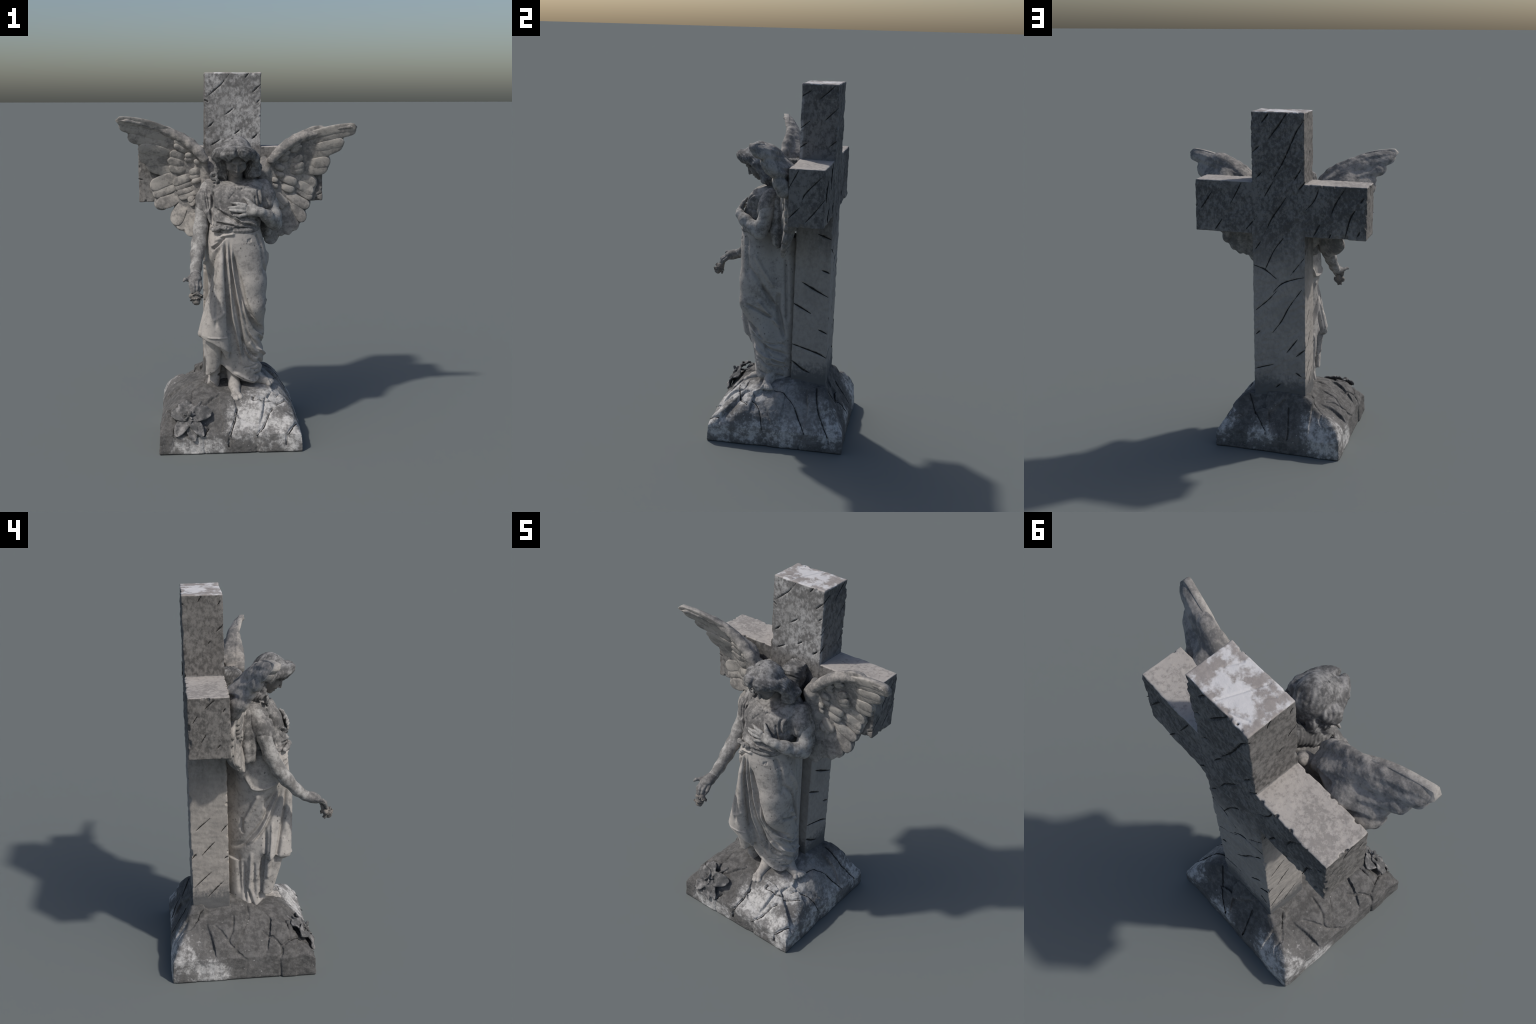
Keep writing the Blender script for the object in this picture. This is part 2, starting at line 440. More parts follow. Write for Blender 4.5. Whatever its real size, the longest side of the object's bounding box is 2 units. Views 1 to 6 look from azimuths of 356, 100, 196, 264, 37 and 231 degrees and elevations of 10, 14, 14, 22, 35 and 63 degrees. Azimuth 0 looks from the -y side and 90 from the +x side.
# ------------------------------------------------------------------ cross
def build_cross():
    h = .0034
    S = Solid((-.56, .085, .20), (.505, .345, 2.02), h)
    s, X, Y, Z = S.box((-9, -9, -9), (9, 9, 9))
    def block(xl, xr, z0, z1, yf=.113, yb=.306):
        return np.maximum(np.maximum(np.maximum(xl - X, X - xr), np.maximum(yf - Y, Y - yb)), np.maximum(z0 - Z, Z - z1))
    taper = (2.0 - Z) * np.float32(.014)
    shaft = np.maximum(np.maximum(np.maximum(-.171 - taper - X, X - .139 + taper * .75), np.maximum(.113 - .006 * (2 - Z) - Y, Y - .310 + .004 * (2 - Z))), Z - 1.998)
    S.put(s, shaft.astype(np.float32))
    S.put(s, block(-.536, .482, 1.295, 1.597, .1125, .304 - .013 * X).astype(np.float32))
    F = S.F
    # chipped corners and bottom edge nicks
    edges = []
    for x in (-.534, .48):
        for y in (.113, .308):
            edges += [(x, y, z) for z in rng.uniform(1.3, 1.59, 9)]
        for z in (1.297, 1.594):
            edges += [(x, y, z) for y in rng.uniform(.115, .305, 6)]
    for z in (1.297, 1.594):
        for y in (.113, .308):
            edges += [(x, y, z) for x in np.r_[rng.uniform(-.53, -.2, 12), rng.uniform(.15, .48, 12)]]
    for x in (-.18, .138):
        for y in (.108, .306):
            edges += [(x - (.004 if x < 0 else 0), y, z) for z in np.r_[rng.uniform(.35, 1.28, 34), rng.uniform(1.6, 1.99, 14)]]
    for y in (.113, .308):
        edges += [(x, y, 1.998) for x in rng.uniform(-.17, .135, 12)]
    for e in edges:
        if rng.random() < .55: continue
        r = rng.uniform(.003, .008) * (1.6 if rng.random() < .12 else 1)
        S.blob(np.array(e) + rng.normal(0, .003, 3), (r, r, r * rng.uniform(.8, 2.2)), .004, 'cut')
    # diagonal tool-cut cracks, face by face: (axis pinned, plane, list of lines)
    def cracks(axis, val, out, lines, r=.0042):
        face = val if callable(val) else (lambda z: val)
        for ln in lines:
            P = spline(ln, 5)
            for i, (a, b) in enumerate(zip(P[:-1], P[1:])):
                k = rng.uniform(.7, 1.15, 2) * r * (.4 + .6 * np.sin(math.pi * np.array([i, i + 1]) / (len(P) - 1)))     # cracks thin out at their ends
                va, vb = face(a[1]), face(b[1])
                p, q = ([va, a[0], a[1]], [vb, b[0], b[1]]) if axis == 0 else ([a[0], va, a[1]], [b[0], vb, b[1]])
                S.chain([(*p, k[0]), (*q, k[1])], .003, 'cut')
                sunk = np.zeros(3); sunk[axis] = -out
                DIRT.append((np.array(p) + sunk * k[0] * .95, np.array(q) + sunk * k[1] * .95, k[0] * .62, k[1] * .62))
    plus = lambda z: .139 - (2 - z) * .0105
    minus = lambda z: -.171 - (2 - z) * .014
    cracks(1, .113, -1, FRONT_CRACKS); cracks(0, plus, 1, PLUS_CRACKS, .0048); cracks(0, .482, 1, ARM_PLUS_CRACKS, .005)
    cracks(0, plus, 1, SHAFT_PLUS_CRACKS, .008); cracks(1, .3065, 1, BACK_CRACKS, .0058); cracks(1, lambda z: .310 - .004 * (2 - z), 1, BACK_LOW_CRACKS, .0055)
    cracks(0, minus, -1, MINUS_CRACKS, .0045); cracks(0, -.536, -1, ARM_MINUS_CRACKS, .0045); cracks(0, minus, -1, SHAFT_MINUS_CRACKS, .0048)
    for x0, y0, dx in [(-.40, .20, .03), (-.46, .27, .018), (-.34, .25, .022), (.33, .16, .02), (.40, .25, .03)]:
        S.chain([(x0, y0, 1.599, .0028), (x0 + dx, y0 + .002, 1.599, .0022)], .002, 'cut')
    for p, q in [((-.13, .27), (-.06, .30)), ((-.07, .13), (.0, .30)), ((.05, .14), (.08, .2)), ((-.12, .15), (-.10, .18))]:
        S.chain([(*p, 1.998, .0035), (*q, 1.998, .0035)], .003, 'cut')
    V, Q = S.mesh()
    N = normals(V, Q)
    low = sstep(1.25, .9, V[:, 2])
    rough = np.where(N[:, 1] > .5, 1.6, .7)
    diag = V @ np.array([[.8, 0, .5], [0, 1, 0], [-.5, 0, .8]])
    d = rough * (.0022 * fbm(diag * np.array([1, 1, 2.2]), 9, 3, 3) + .0012 * fbm(V, 45, 2, 9)) - low * rough * .002 * np.abs(noise3(diag * np.array([1, 1, 3]), 14, 5))
    V = V + N * d[:, None]
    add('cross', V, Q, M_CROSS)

FRONT_CRACKS = [((-.033, 1.995), (-.072, 1.941), (-.114, 1.904), (-.163, 1.863)), ((.071, 1.995), (.05, 1.968)), ((.133, 1.931), (.084, 1.885)),
    ((.133, 1.852), (.112, 1.831)), ((-.01, 1.807), (-.063, 1.766)), ((.024, 1.69), (-.011, 1.662)), ((-.085, 1.635), (-.138, 1.604)),
    ((-.173, 1.852), (-.149, 1.839)), ((-.119, 1.732), (-.154, 1.701)), ((.119, 1.665), (.087, 1.637)), ((-.539, 1.425), (-.508, 1.414)), ((.479, 1.338), (.451, 1.324))]
PLUS_CRACKS = [((.164, 1.962), (.115, 1.931)), ((.288, 1.99), (.249, 1.952), (.197, 1.907)), ((.31, 1.876), (.268, 1.834), (.235, 1.802)),
    ((.17, 1.81), (.114, 1.763)), ((.151, 1.687), (.111, 1.658)), ((.307, 1.702), (.268, 1.669))]
ARM_PLUS_CRACKS = [((.163, 1.59), (.115, 1.497)), ((.283, 1.562), (.203, 1.476), (.185, 1.44)), ((.173, 1.4), (.116, 1.34)), ((.301, 1.447), (.249, 1.378), (.205, 1.326))]
SHAFT_PLUS_CRACKS = [((.107, .785), (.203, .734)), ((.147, .914), (.227, .869), (.299, .835)), ((.106, .545), (.245, .502), (.3, .477)),
    ((.105, .446), (.165, .399), (.21, .38)), ((.257, .988), (.3, .973)), ((.25, .642), (.301, .62)), ((.23, 1.19), (.30, 1.165))]
BACK_CRACKS = [((.034, 1.992), (.079, 1.932)), ((-.068, 1.988), (-.007, 1.902), (.044, 1.834)), ((-.17, 1.956), (-.127, 1.893), (-.1, 1.833), (-.052, 1.725), (.01, 1.615)),
    ((.09, 1.806), (.135, 1.764)), ((-.159, 1.687), (-.115, 1.618)), ((.076, 1.656), (.111, 1.62)), ((.01, 1.602), (.059, 1.518)), ((-.18, 1.611), (-.14, 1.562)),
    ((-.095, 1.56), (-.047, 1.483), (.016, 1.39), (.059, 1.297)), ((-.262, 1.582), (-.233, 1.507), (-.179, 1.443)), ((-.414, 1.59), (-.355, 1.493), (-.326, 1.411)),
    ((-.521, 1.539), (-.495, 1.505)), ((-.473, 1.47), (-.441, 1.414), (-.413, 1.3)), ((-.265, 1.37), (-.232, 1.303)), ((-.334, 1.323), (-.321, 1.298)),
    ((-.503, 1.351), (-.48, 1.309)), ((.38, 1.528), (.448, 1.427)), ((.2, 1.59), (.265, 1.465)), ((.317, 1.372), (.362, 1.306)), ((.105, 1.398), (.173, 1.318))]
BACK_LOW_CRACKS = [((-.054, 1.28), (.002, 1.203), (.055, 1.087)), ((-.178, 1.168), (-.098, 1.063)), ((.08, 1.254), (.116, 1.202)), ((.127, 1.11), (.059, 1.086), (-.013, 1.035)),
    ((-.017, .965), (.033, .907), (.12, .828)), ((-.167, .982), (-.091, .871), (-.045, .781), (.009, .704)), ((.088, .708), (.112, .686)), ((-.143, .676), (-.077, .586)),
    ((-.186, .613), (-.136, .568)), ((.005, .505), (.117, .468)), ((-.047, .393), (-.007, .356)), ((-.178, 1.055), (-.121, 1.039), (-.044, 1.006), (.018, .939)), ((-.133, .464), (-.168, .443))]
MINUS_CRACKS = [((.217, 1.989), (.233, 1.962)), ((.125, 1.966), (.139, 1.945)), ((.115, 1.847), (.149, 1.817)), ((.177, 1.772), (.188, 1.758))]
ARM_MINUS_CRACKS = [((.184, 1.586), (.231, 1.543)), ((.221, 1.428), (.255, 1.373)), ((.159, 1.369), (.176, 1.348)), ((.136, 1.543), (.146, 1.526)), ((.265, 1.51), (.289, 1.473))]
SHAFT_MINUS_CRACKS = [((.201, .832), (.287, .756)), ((.178, .697), (.246, .622)), ((.196, .523), (.292, .431)), ((.134, .464), (.218, .375)), ((.106, .799), (.144, .752)),
    ((.107, .61), (.128, .598)), ((.276, .632), (.299, .604)), ((.23, 1.27), (.29, 1.19))]

# ------------------------------------------------------------------ rock base
X0, X1, Y0, Y1 = -.433, .326, -.333, .430
def rock_height(x, y):
    f = np.interp(y - Y0, [0, .035, .11, .15, .30, .43], [.10, .142, .228, .258, .30, .35])
    l = np.interp(x - X0, [0, .035, .10, .2, .3], [.115, .172, .235, .295, .35])
    r = np.interp(X1 - x, [0, .03, .10, .17, .28], [.095, .150, .250, .322, .37])
    b = np.interp(Y1 - y, [0, .03, .085, .125, .22], [.10, .162, .250, .328, .37])
    c = np.interp((X1 - x) + (y - Y0), [0, .08, .103, .28, .459, .65], [.095, .12, .145, .208, .28, .37])   # worn front corner
    k = .011
    return -k * np.log(np.exp(-f / k) + np.exp(-l / k) + np.exp(-r / k) + np.exp(-b / k) + np.exp(-c / k))

ROCK_CRACKS = [  # (x, y) lines over the mound
    ((-.017, -.224), (-.03, -.27), (-.06, -.334)), ((.072, -.179), (.08, -.2), (.195, -.166), (.26, -.12)), ((.173, -.224), (.117, -.30), (.075, -.34)),
    ((.30, -.27), (.244, -.337)), ((-.20, -.335), (-.17, -.30)), ((-.36, -.335), (-.34, -.29)), ((-.30, .34), (-.30, .37), (-.34, .42)),
    ((-.22, .25), (-.305, .336)), ((-.434, .03), (-.384, .122), (-.33, .10), (-.25, .09)), ((-.384, .122), (-.30, .19)), ((-.434, -.138), (-.402, -.151), (-.33, -.05)), ((-.402, -.151), (-.36, -.26)),
    ((.069, .391), (.02, .42)), ((.069, .391), (.15, .31)), ((.326, .22), (.24, .14), (.18, .02)), ((.326, -.02), (.25, -.06), (.20, -.13)), ((.326, .35), (.25, .28), (.16, .26)), ((-.12, .42), (-.10, .34))]

def build_rock():
    h = .004
    S = Solid((X0 - .03, Y0 - .03, -.02), (X1 + .03, Y1 + .03, .42), h)
    xs, ys = np.meshgrid(S.ax[0], S.ax[1], indexing='ij')
    H = rock_height(xs, ys)
    # hewn facets: each Voronoi block carries its own slightly tilted plane
    g = np.random.default_rng(11)
    C = np.stack([g.uniform(X0, X1, 34), g.uniform(Y0, Y1, 34)], 1)
    lift = g.normal(0, .005, 34); tilt = g.normal(0, .20, (34, 2))
    P = np.stack([xs.ravel(), ys.ravel()], 1)
    P3 = np.c_[P, np.zeros(len(P))]
    warp = np.stack([noise3(P3, 7, 21), noise3(P3, 7, 22)], 1) * .025
    D = ((P + warp)[:, None, :] - C[None]) ** 2
    D = D.sum(2); i = D.argmin(1)
    fac = lift[i] + ((P - C[i]) * tilt[i]).sum(1)
    Ds = np.sort(np.sqrt(D), axis=1)
    joint = np.exp(-((Ds[:, 1] - Ds[:, 0]) / .008) ** 2) * (noise3(P3, 5, 41) > -.15)      # open joints between the blocks
    fac = fac - .007 * joint
    edge = np.minimum(np.minimum(xs - X0, X1 - xs), np.minimum(ys - Y0, Y1 - ys))
    H = H + np.clip(fac.reshape(xs.shape), -.016, .013) * sstep(-.01, .05, edge) * sstep(.14, .24, np.hypot(xs + .02, (ys - .06) * .8))
    s, X, Y, Z = S.box((-9, -9, -9), (9, 9, 9))
    top = (Z - H.astype(np.float32)[:, :, None]) * np.float32(.78)
    chip = (fbm(np.c_[P * 1.0, np.full(len(P), .3)], 16, 2, 44) * .006).reshape(xs.shape).astype(np.float32)[:, :, None]
    wall = np.maximum(np.maximum(X0 - X, X - X1), np.maximum(Y0 - Y, Y - Y1)) + np.maximum(Z - .02, 0) * np.float32(.04) + np.maximum(chip, -.004)
    d = np.maximum(np.maximum(top, wall), .001 - Z)
    S.put(s, d)
    def top_at(p):
        return H[int(np.clip((p[0] - S.lo[0]) / h, 0, H.shape[0] - 1)), int(np.clip((p[1] - S.lo[1]) / h, 0, H.shape[1] - 1))]
    for ln in ROCK_CRACKS:
        P = spline(ln, 6)
        for a, b in zip(P[:-1], P[1:]):
            za, zb = top_at(a), top_at(b)
            k = g.uniform(.5, 1.2, 2) * .0062
            S.chain([(a[0], a[1], za - .001, k[0]), (b[0], b[1], zb - .001, k[1])], .005, 'cut')
            if a[0] < -.25 and a[1] > -.2: continue      # joints on the crusted side are clean
            DIRT.append(((a[0], a[1], za - k[0] * 1.1), (b[0], b[1], zb - k[1] * 1.05), k[0] * .4, k[1] * .4))
        for e in (P[0], P[-1]):          # cracks run on down the vertical skirting
            if min(e[0] - X0, X1 - e[0], e[1] - Y0, Y1 - e[1]) < .012:
                S.chain([(e[0], e[1], top_at(e), .007), (e[0] + g.normal(0, .012), e[1] + g.normal(0, .012), .0, .005)], .004, 'cut')
    V, Q = S.mesh(); N = normals(V, Q)
    amp = sstep(.0, .012, V[:, 2])
    V = V + N * (amp * (.0025 * fbm(V, 12, 2, 31) + .0016 * fbm(V, 50, 2, 35)))[:, None]
    V[:, 2] = np.maximum(V[:, 2], .0)
    V[V[:, 2] < .004, 2] = 0
    add('rock_base', V, Q, M_ROCK)

# ------------------------------------------------------------------ skirt
def build_skirt():
    S = Solid((-.26, -.28, .20), (.20, .16, 1.24), .003)
    hem = lambda X: np.interp(X.ravel(), [-.14, -.10, -.04, .03, .085, .125, .2], [.455, .43, .37, .325, .30, .33, .37]).astype(np.float32).reshape(X.shape)
    S.loft([(1.215, -.148, .112, -.212, .06), (1.17, -.158, .118, -.222, .07), (1.11, -.165, .134, -.226, .08), (1.05, -.170, .147, -.222, .09),
            (.98, -.168, .152, -.216, .10), (.88, -.166, .144, -.212, .105), (.80, -.166, .137, -.208, .108), (.72, -.168, .134, -.195, .11), (.66, -.17, .128, -.18, .11),
            (.60, -.172, .122, -.166, .11), (.50, -.165, .122, -.147, .11), (.40, -.155, .122, -.130, .11), (.33, -.14, .122, -.115, .11), (.25, -.13, .115, -.095, .11)],
           2.05, 0, lambda X, Y, Z: np.minimum((hem(X) - Z) * .8, (.0 - Y)), .005, mid=.40, nb=1.35)
    # on the bent-leg side the cloth runs back to the post
    S.loft([(1.15, -.04, .090, -.08, .112), (1.0, -.04, .100, -.08, .112), (.8, -.04, .099, -.07, .112), (.6, -.04, .097, -.06, .112), (.4, -.04, .098, -.04, .112), (.26, -.04, .10, -.03, .112)], 2.2, .025)
    # inner cloth reaching the rock
    S.loft([(.55, -.13, .10, -.06, .11), (.42, -.13, .10, -.01, .115), (.22, -.13, .10, .005, .115)], 1.9, .008)
    S.chain([(-.03, -.01, .45, .04), (-.03, -.03, .36, .03), (-.028, -.06, .30, .026)], .01)
    # free leg: thigh, bent knee, shin drawn back
    S.chain([(.04, -.115, 1.05, .080), (.055, -.125, .88, .080), (.068, -.138, .76, .066), (.07, -.07, .60, .055), (.08, -.02, .42, .05)], .04)
    # hip on the standing side
    S.blob((-.08, -.08, 1.03), (.085, .12, .12), .05)
    # front flap gathered at the belt, falling free on the standing side
    cut = lambda X, Y, Z: (np.interp(X.ravel(), [-.22, -.15, -.10, -.045], [.60, .572, .54, .50]).astype(np.float32).reshape(X.shape) - Z) * .85
    S.loft([(1.13, -.115, -.045, -.22, -.1), (1.0, -.125, -.05, -.234, -.1), (.85, -.155, -.05, -.238, -.08), (.72, -.185, -.052, -.239, -.07),
            (.61, -.213, -.05, -.237, -.06), (.54, -.20, -.045, -.225, -.07), (.47, -.18, -.042, -.21, -.08)], 2.6, .012, cut, .008)
    # cascade of turned-back hems under the flap, each layer set further back
    S.loft([(.62, -.185, -.085, -.20, -.08), (.52, -.182, -.092, -.180, -.08), (.42, -.182, -.108, -.150, -.07), (.33, -.184, -.116, -.125, -.06)], 2.6, .004,
           lambda X, Y, Z: (.362 + (X + .187) * .55 + 6 * np.maximum(X + .13, 0) ** 1.5 - Z) * .9, .003)
    S.loft([(.74, -.125, -.06, -.10, .0), (.64, -.148, -.07, -.115, .02), (.52, -.158, -.08, -.115, .025), (.42, -.160, -.095, -.108, .025), (.34, -.168, -.104, -.098, .03), (.225, -.188, -.108, -.075, .035)], 2.2, .03,
           lambda X, Y, Z: (.345 - (X + .185) * .85 - 1.1 * np.maximum(Y + .085, 0) - Z) * .7, .004)
    S.chain([(-.080, -.190, .60, .032), (-.072, -.172, .53, .026), (-.066, -.160, .478, .012)], .008)
    S.chain([(-.112, -.15, .40, .010), (-.105, -.11, .33, .014), (-.10, -.09, .27, .014)], .006, 'cut')
    S.chain([(-.046, -.185, .49, .008), (-.050, -.165, .455, .010), (-.045, -.16, .425, .006)], .006, 'cut')
    # gutters cut between flap and thigh before the finer pleats
    S.chain([(-.070, -.235, 1.02, .004), (-.062, -.235, .86, .009), (-.052, -.225, .72, .013), (-.046, -.20, .60, .016), (-.042, -.175, .50, .012)], .012, 'cut')
    S.chain([(.0, -.232, .93, .004), (.030, -.225, .80, .009), (.062, -.205, .705, .014), (.10, -.165, .64, .016), (.135, -.10, .605, .014)], .012, 'cut')
    V, Q = S.mesh()
    V = relax(V, Q, 2)
    N = normals(V, Q); N0 = relax(N, Q, 12); N0 /= np.linalg.norm(N0, axis=1, keepdims=True)
    st = lambda *a, **k: stroke(V, N0, *a, **k)
    # pleats fanning from the belt, sweeping under the bent knee
    for pts, w, d in [
        (((-.076, 1.134), (-.071, .973), (-.065, .868), (-.057, .736), (-.053, .58)), .009, -.022),
        (((-.054, 1.134), (-.05, 1.005), (-.033, .881), (-.008, .736), (.02, .575), (.036, .44)), .008, -.015),
        (((-.035, 1.069), (-.01, .939), (.021, .808), (.053, .715), (.092, .641), (.125, .60)), .010, -.020),
        (((-.042, 1.102), (-.029, .985), (-.008, .867), (.014, .735), (.05, .608), (.111, .5)), .008, -.010),
        (((-.099, 1.102), (-.131, 1.038), (-.151, .961), (-.168, .844)), .010, -.014),
        (((-.073, 1.147), (-.112, 1.103), (-.15, 1.064)), .006, -.010),
        (((.08, 1.165), (.112, 1.113), (.131, 1.015), (.137, .917)), .007, -.008),
        (((.02, .575), (.065, .487), (.111, .459)), .008, -.006), (((.026, .407), (.065, .406), (.105, .419)), .005, -.006),
        (((.05, 1.13), (.045, 1.11)), .005, -.005), (((.058, 1.135), (.058, 1.11)), .004, -.004),
        (((.09, 1.15), (.11, 1.09)), .005, -.005),
        (((-.03, .36), (.0, .46), (.01, .55)), .02, -.006),
        (((.0, .60), (.04, .52), (.085, .47), (.12, .45)), .006, -.007), (((.03, .50), (.07, .44), (.12, .42)), .005, -.006), (((.06, .40), (.09, .385), (.12, .39)), .004, -.005),
        (((-.15, .93), (-.17, .80), (-.19, .68)), .006, -.007), (((-.12, .90), (-.125, .75), (-.13, .64)), .010, -.005)]:
        st(pts, w, d * 1.35)
    for pts, w, d in [
        (((-.064, 1.134), (-.06, .973), (-.05, .842), (-.034, .71), (-.005, .56), (.02, .42)), .008, .009),
        (((-.045, 1.115), (-.03, .94), (-.005, .808), (.027, .675), (.066, .588), (.115, .545)), .007, .010),
        (((-.095, 1.05), (-.10, .85), (-.095, .70)), .016, .006),
        (((-.18, .606), (-.116, .602), (-.055, .60)), .004, .004), (((-.147, .695), (-.108, .718), (-.076, .749)), .009, .004),
        (((-.03, .385), (.03, .345), (.085, .318), (.115, .345)), .007, .006), (((.05, .56), (.09, .50), (.12, .49)), .008, .006),
        (((-.13, 1.115), (-.075, 1.15), (-.02, 1.16)), .009, .009), (((-.15, 1.085), (-.10, 1.115)), .007, .006)]:
        st(pts, w, d * 1.35)
    # side of the standing leg: long diagonal drapes and vertical gutters
    for pts, w, d in [
        (((.013, 1.052), (-.014, 1.006), (-.033, .98), (-.08, .982), (-.16, 1.014)), .009, .010),
        (((-.174, .983), (-.151, .923), (-.08, .793), (-.032, .722), (.031, .646), (.084, .607)), .010, -.012),
        (((-.193, .977), (-.146, .862), (-.089, .75), (-.032, .669)), .008, -.010),
        (((-.165, .96), (-.11, .83), (-.055, .715), (.01, .64)), .007, .010),
        (((-.097, .76), (-.085, .613), (-.070, .452), (-.062, .30)), .009, -.015),
        (((-.214, .976), (-.199, .843), (-.171, .714), (-.138, .556)), .010, -.018),
        (((.025, .798), (.03, .736), (.021, .704)), .008, -.007), (((.004, .401), (-.011, .334), (-.04, .259)), .008, -.012),
        (((-.02, .62), (-.01, .45), (.0, .33)), .010, .008), (((.05, .60), (.045, .45), (.04, .35)), .010, -.006), (((-.125, .62), (-.10, .45)), .010, .008),
        (((-.03, .56), (-.03, .45), (-.035, .34)), .008, -.006), (((.02, .56), (.02, .42), (.015, .30)), .008, -.007), (((-.06, .95), (-.02, .85), (.02, .76)), .010, .008), (((-.13, .80), (-.12, .65), (-.095, .5)), .008, .008)]:
        st(pts, w, d * 1.4, plane='minus')
    # side of the bent leg: cloth pulled round behind the calf
    for pts, w, d in [
        (((-.164, .992), (-.096, .916), (-.051, .838), (.011, .716)), .009, -.009), (((-.166, .765), (-.077, .723), (-.002, .677)), .007, -.010),
        (((-.153, .656), (-.088, .578), (-.028, .538), (.076, .517)), .008, -.009), (((-.14, .596), (-.042, .514), (.085, .456)), .008, -.009),
        (((-.057, .543), (-.003, .44), (.087, .395)), .008, -.008), (((-.032, .414), (.036, .39), (.088, .387)), .006, -.007),
        (((.015, .843), (.019, .694), (.06, .554)), .010, -.012), (((-.081, .895), (-.05, .831), (.019, .717), (.044, .613)), .008, -.008),
        (((-.12, 1.06), (-.06, .95), (-.01, .86)), .009, .007), (((-.12, .61), (-.06, .555), (.06, .51)), .006, .006), (((-.10, .80), (-.03, .70), (.04, .62)), .008, .008), (((-.12, .52), (-.04, .46), (.07, .42)), .006, .008), (((-.10, .45), (-.03, .40), (.07, .365)), .007, -.009), (((-.10, .36), (-.02, .345), (.07, .335)), .005, -.007),
        (((.05, 1.05), (.06, .85), (.07, .65)), .008, -.008)]:
        st(pts, w * 1.15, d * 2.0, plane='plus')
    N = normals(V, Q)
    V = V + N * (.0006 * fbm(V, 28, 2, 51))[:, None]
    add('skirt', V, Q, M_SKIRT)

# ------------------------------------------------------------------ bodice, belt, sleeves
def build_bodice():
    S = Solid((-.26, -.28, 1.13), (.24, .12, 1.47), .0028)
    neck = lambda X, Y, Z: (Z - 1.402 - 1.8 * (X + .01) ** 2 - .35 * np.maximum(Y + .12, 0)) * .9
    S.loft([(1.165, -.14, .108, -.205, .05), (1.185, -.15, .118, -.226, .06), (1.205, -.153, .122, -.231, .06), (1.24, -.150, .126, -.223, .065), (1.30, -.147, .130, -.202, .07),
            (1.34, -.152, .137, -.184, .07), (1.375, -.165, .147, -.163, .07), (1.405, -.15, .132, -.142, .065), (1.43, -.125, .105, -.12, .06), (1.45, -.10, .08, -.09, .05)], 2.25, 0, neck, .006)
    S.blob((-.07, -.160, 1.325), (.06, .026, .05), .03); S.blob((.065, -.150, 1.335), (.055, .026, .05), .03)
    # short sleeve caps and the pointed flap over the lowered arm
    S.chain([(-.148, -.035, 1.388, .046), (-.178, -.07, 1.325, .047), (-.182, -.085, 1.285, .044)], .02)
    S.chain([(-.165, -.10, 1.33, .030), (-.158, -.125, 1.27, .022), (-.148, -.14, 1.215, .010)], .015)
    S.chain([(.14, -.035, 1.388, .044), (.158, -.055, 1.335, .044), (.158, -.075, 1.30, .034)], .02)
    V, Q = S.mesh(); V = relax(V, Q, 2)
    N0 = relax(normals(V, Q), Q, 10); N0 /= np.linalg.norm(N0, axis=1, keepdims=True)
    st = lambda *a, **k: stroke(V, N0, *a, **k)
    for pts, w, d in [
        (((-.135, 1.381), (-.14, 1.33), (-.145, 1.259), (-.141, 1.194)), .005, -.012), (((-.167, 1.395), (-.159, 1.33), (-.146, 1.236)), .005, -.008),
        (((-.156, 1.381), (-.149, 1.353)), .004, -.006), (((-.117, 1.287), (-.071, 1.256), (-.024, 1.232), (.018, 1.204)), .006, -.011),
        (((-.127, 1.215), (-.095, 1.212), (-.059, 1.207), (-.022, 1.204)), .0045, -.013), (((-.073, 1.282), (-.047, 1.256), (-.024, 1.239)), .004, -.005),
        (((.025, 1.215), (.058, 1.203), (.097, 1.186)), .0045, -.008), (((-.021, 1.375), (-.04, 1.354), (-.056, 1.336)), .004, -.0035),
        (((.023, 1.396), (.007, 1.38)), .0035, -.005), (((.1, 1.386), (.107, 1.339), (.116, 1.292)), .006, -.009), (((.128, 1.39), (.128, 1.339), (.123, 1.29)), .005, -.010),
        (((-.034, 1.195), (.022, 1.187), (.093, 1.181)), .004, -.008), (((-.019, 1.403), (-.009, 1.387)), .003, -.004), (((-.008, 1.372), (.006, 1.372)), .004, -.003),
        (((-.10, 1.34), (-.085, 1.29), (-.05, 1.245)), .005, -.004), (((-.125, 1.30), (-.115, 1.25), (-.10, 1.22)), .005, -.006), (((.04, 1.25), (.07, 1.235), (.105, 1.225)), .005, -.006),
        (((-.02, 1.225), (.03, 1.205), (.06, 1.196)), .003, -.006), (((.085, 1.36), (.092, 1.30), (.10, 1.26)), .005, -.006), (((-.175, 1.375), (-.172, 1.32), (-.16, 1.27)), .004, -.005)]:
        st(pts, w, d * 1.35)
    for pts, w, d in [
        (((-.11, 1.296), (-.065, 1.268), (-.02, 1.243), (.022, 1.213)), .006, .008), (((-.125, 1.225), (-.06, 1.217), (.0, 1.20)), .006, .006),
        (((.0, 1.222), (.05, 1.214), (.10, 1.196)), .006, .006), (((-.15, 1.37), (-.15, 1.31), (-.146, 1.26)), .005, .005), (((.114, 1.385), (.117, 1.34), (.119, 1.30)), .005, .004),
        (((-.09, 1.402), (-.05, 1.396), (-.009, 1.392), (.035, 1.395), (.07, 1.402)), .004, .004), (((-.175, 1.36), (-.178, 1.31), (-.165, 1.25)), .006, .004)]:
        st(pts, w, d * 1.35)
    N = normals(V, Q)
    V = V + N * (.0012 * fbm(V, 26, 2, 61))[:, None]
    add('bodice', V, Q, M_BODICE)

    # twisted belt with its knot
    B = Solid((-.20, -.27, 1.13), (.16, .12, 1.25), .0026)
    B.loft([(1.16, -.155, .116, -.222, .065), (1.175, -.160, .121, -.229, .07), (1.19, -.155, .117, -.224, .065)], 2.35, 0)
    B.blob((-.068, -.228, 1.193), (.029, .014, .015), .006); B.blob((-.068, -.241, 1.195), (.011, .008, .008), .003, 'cut')
    B.blob((-.072, -.236, 1.193), (.006, .008, .009), .003)
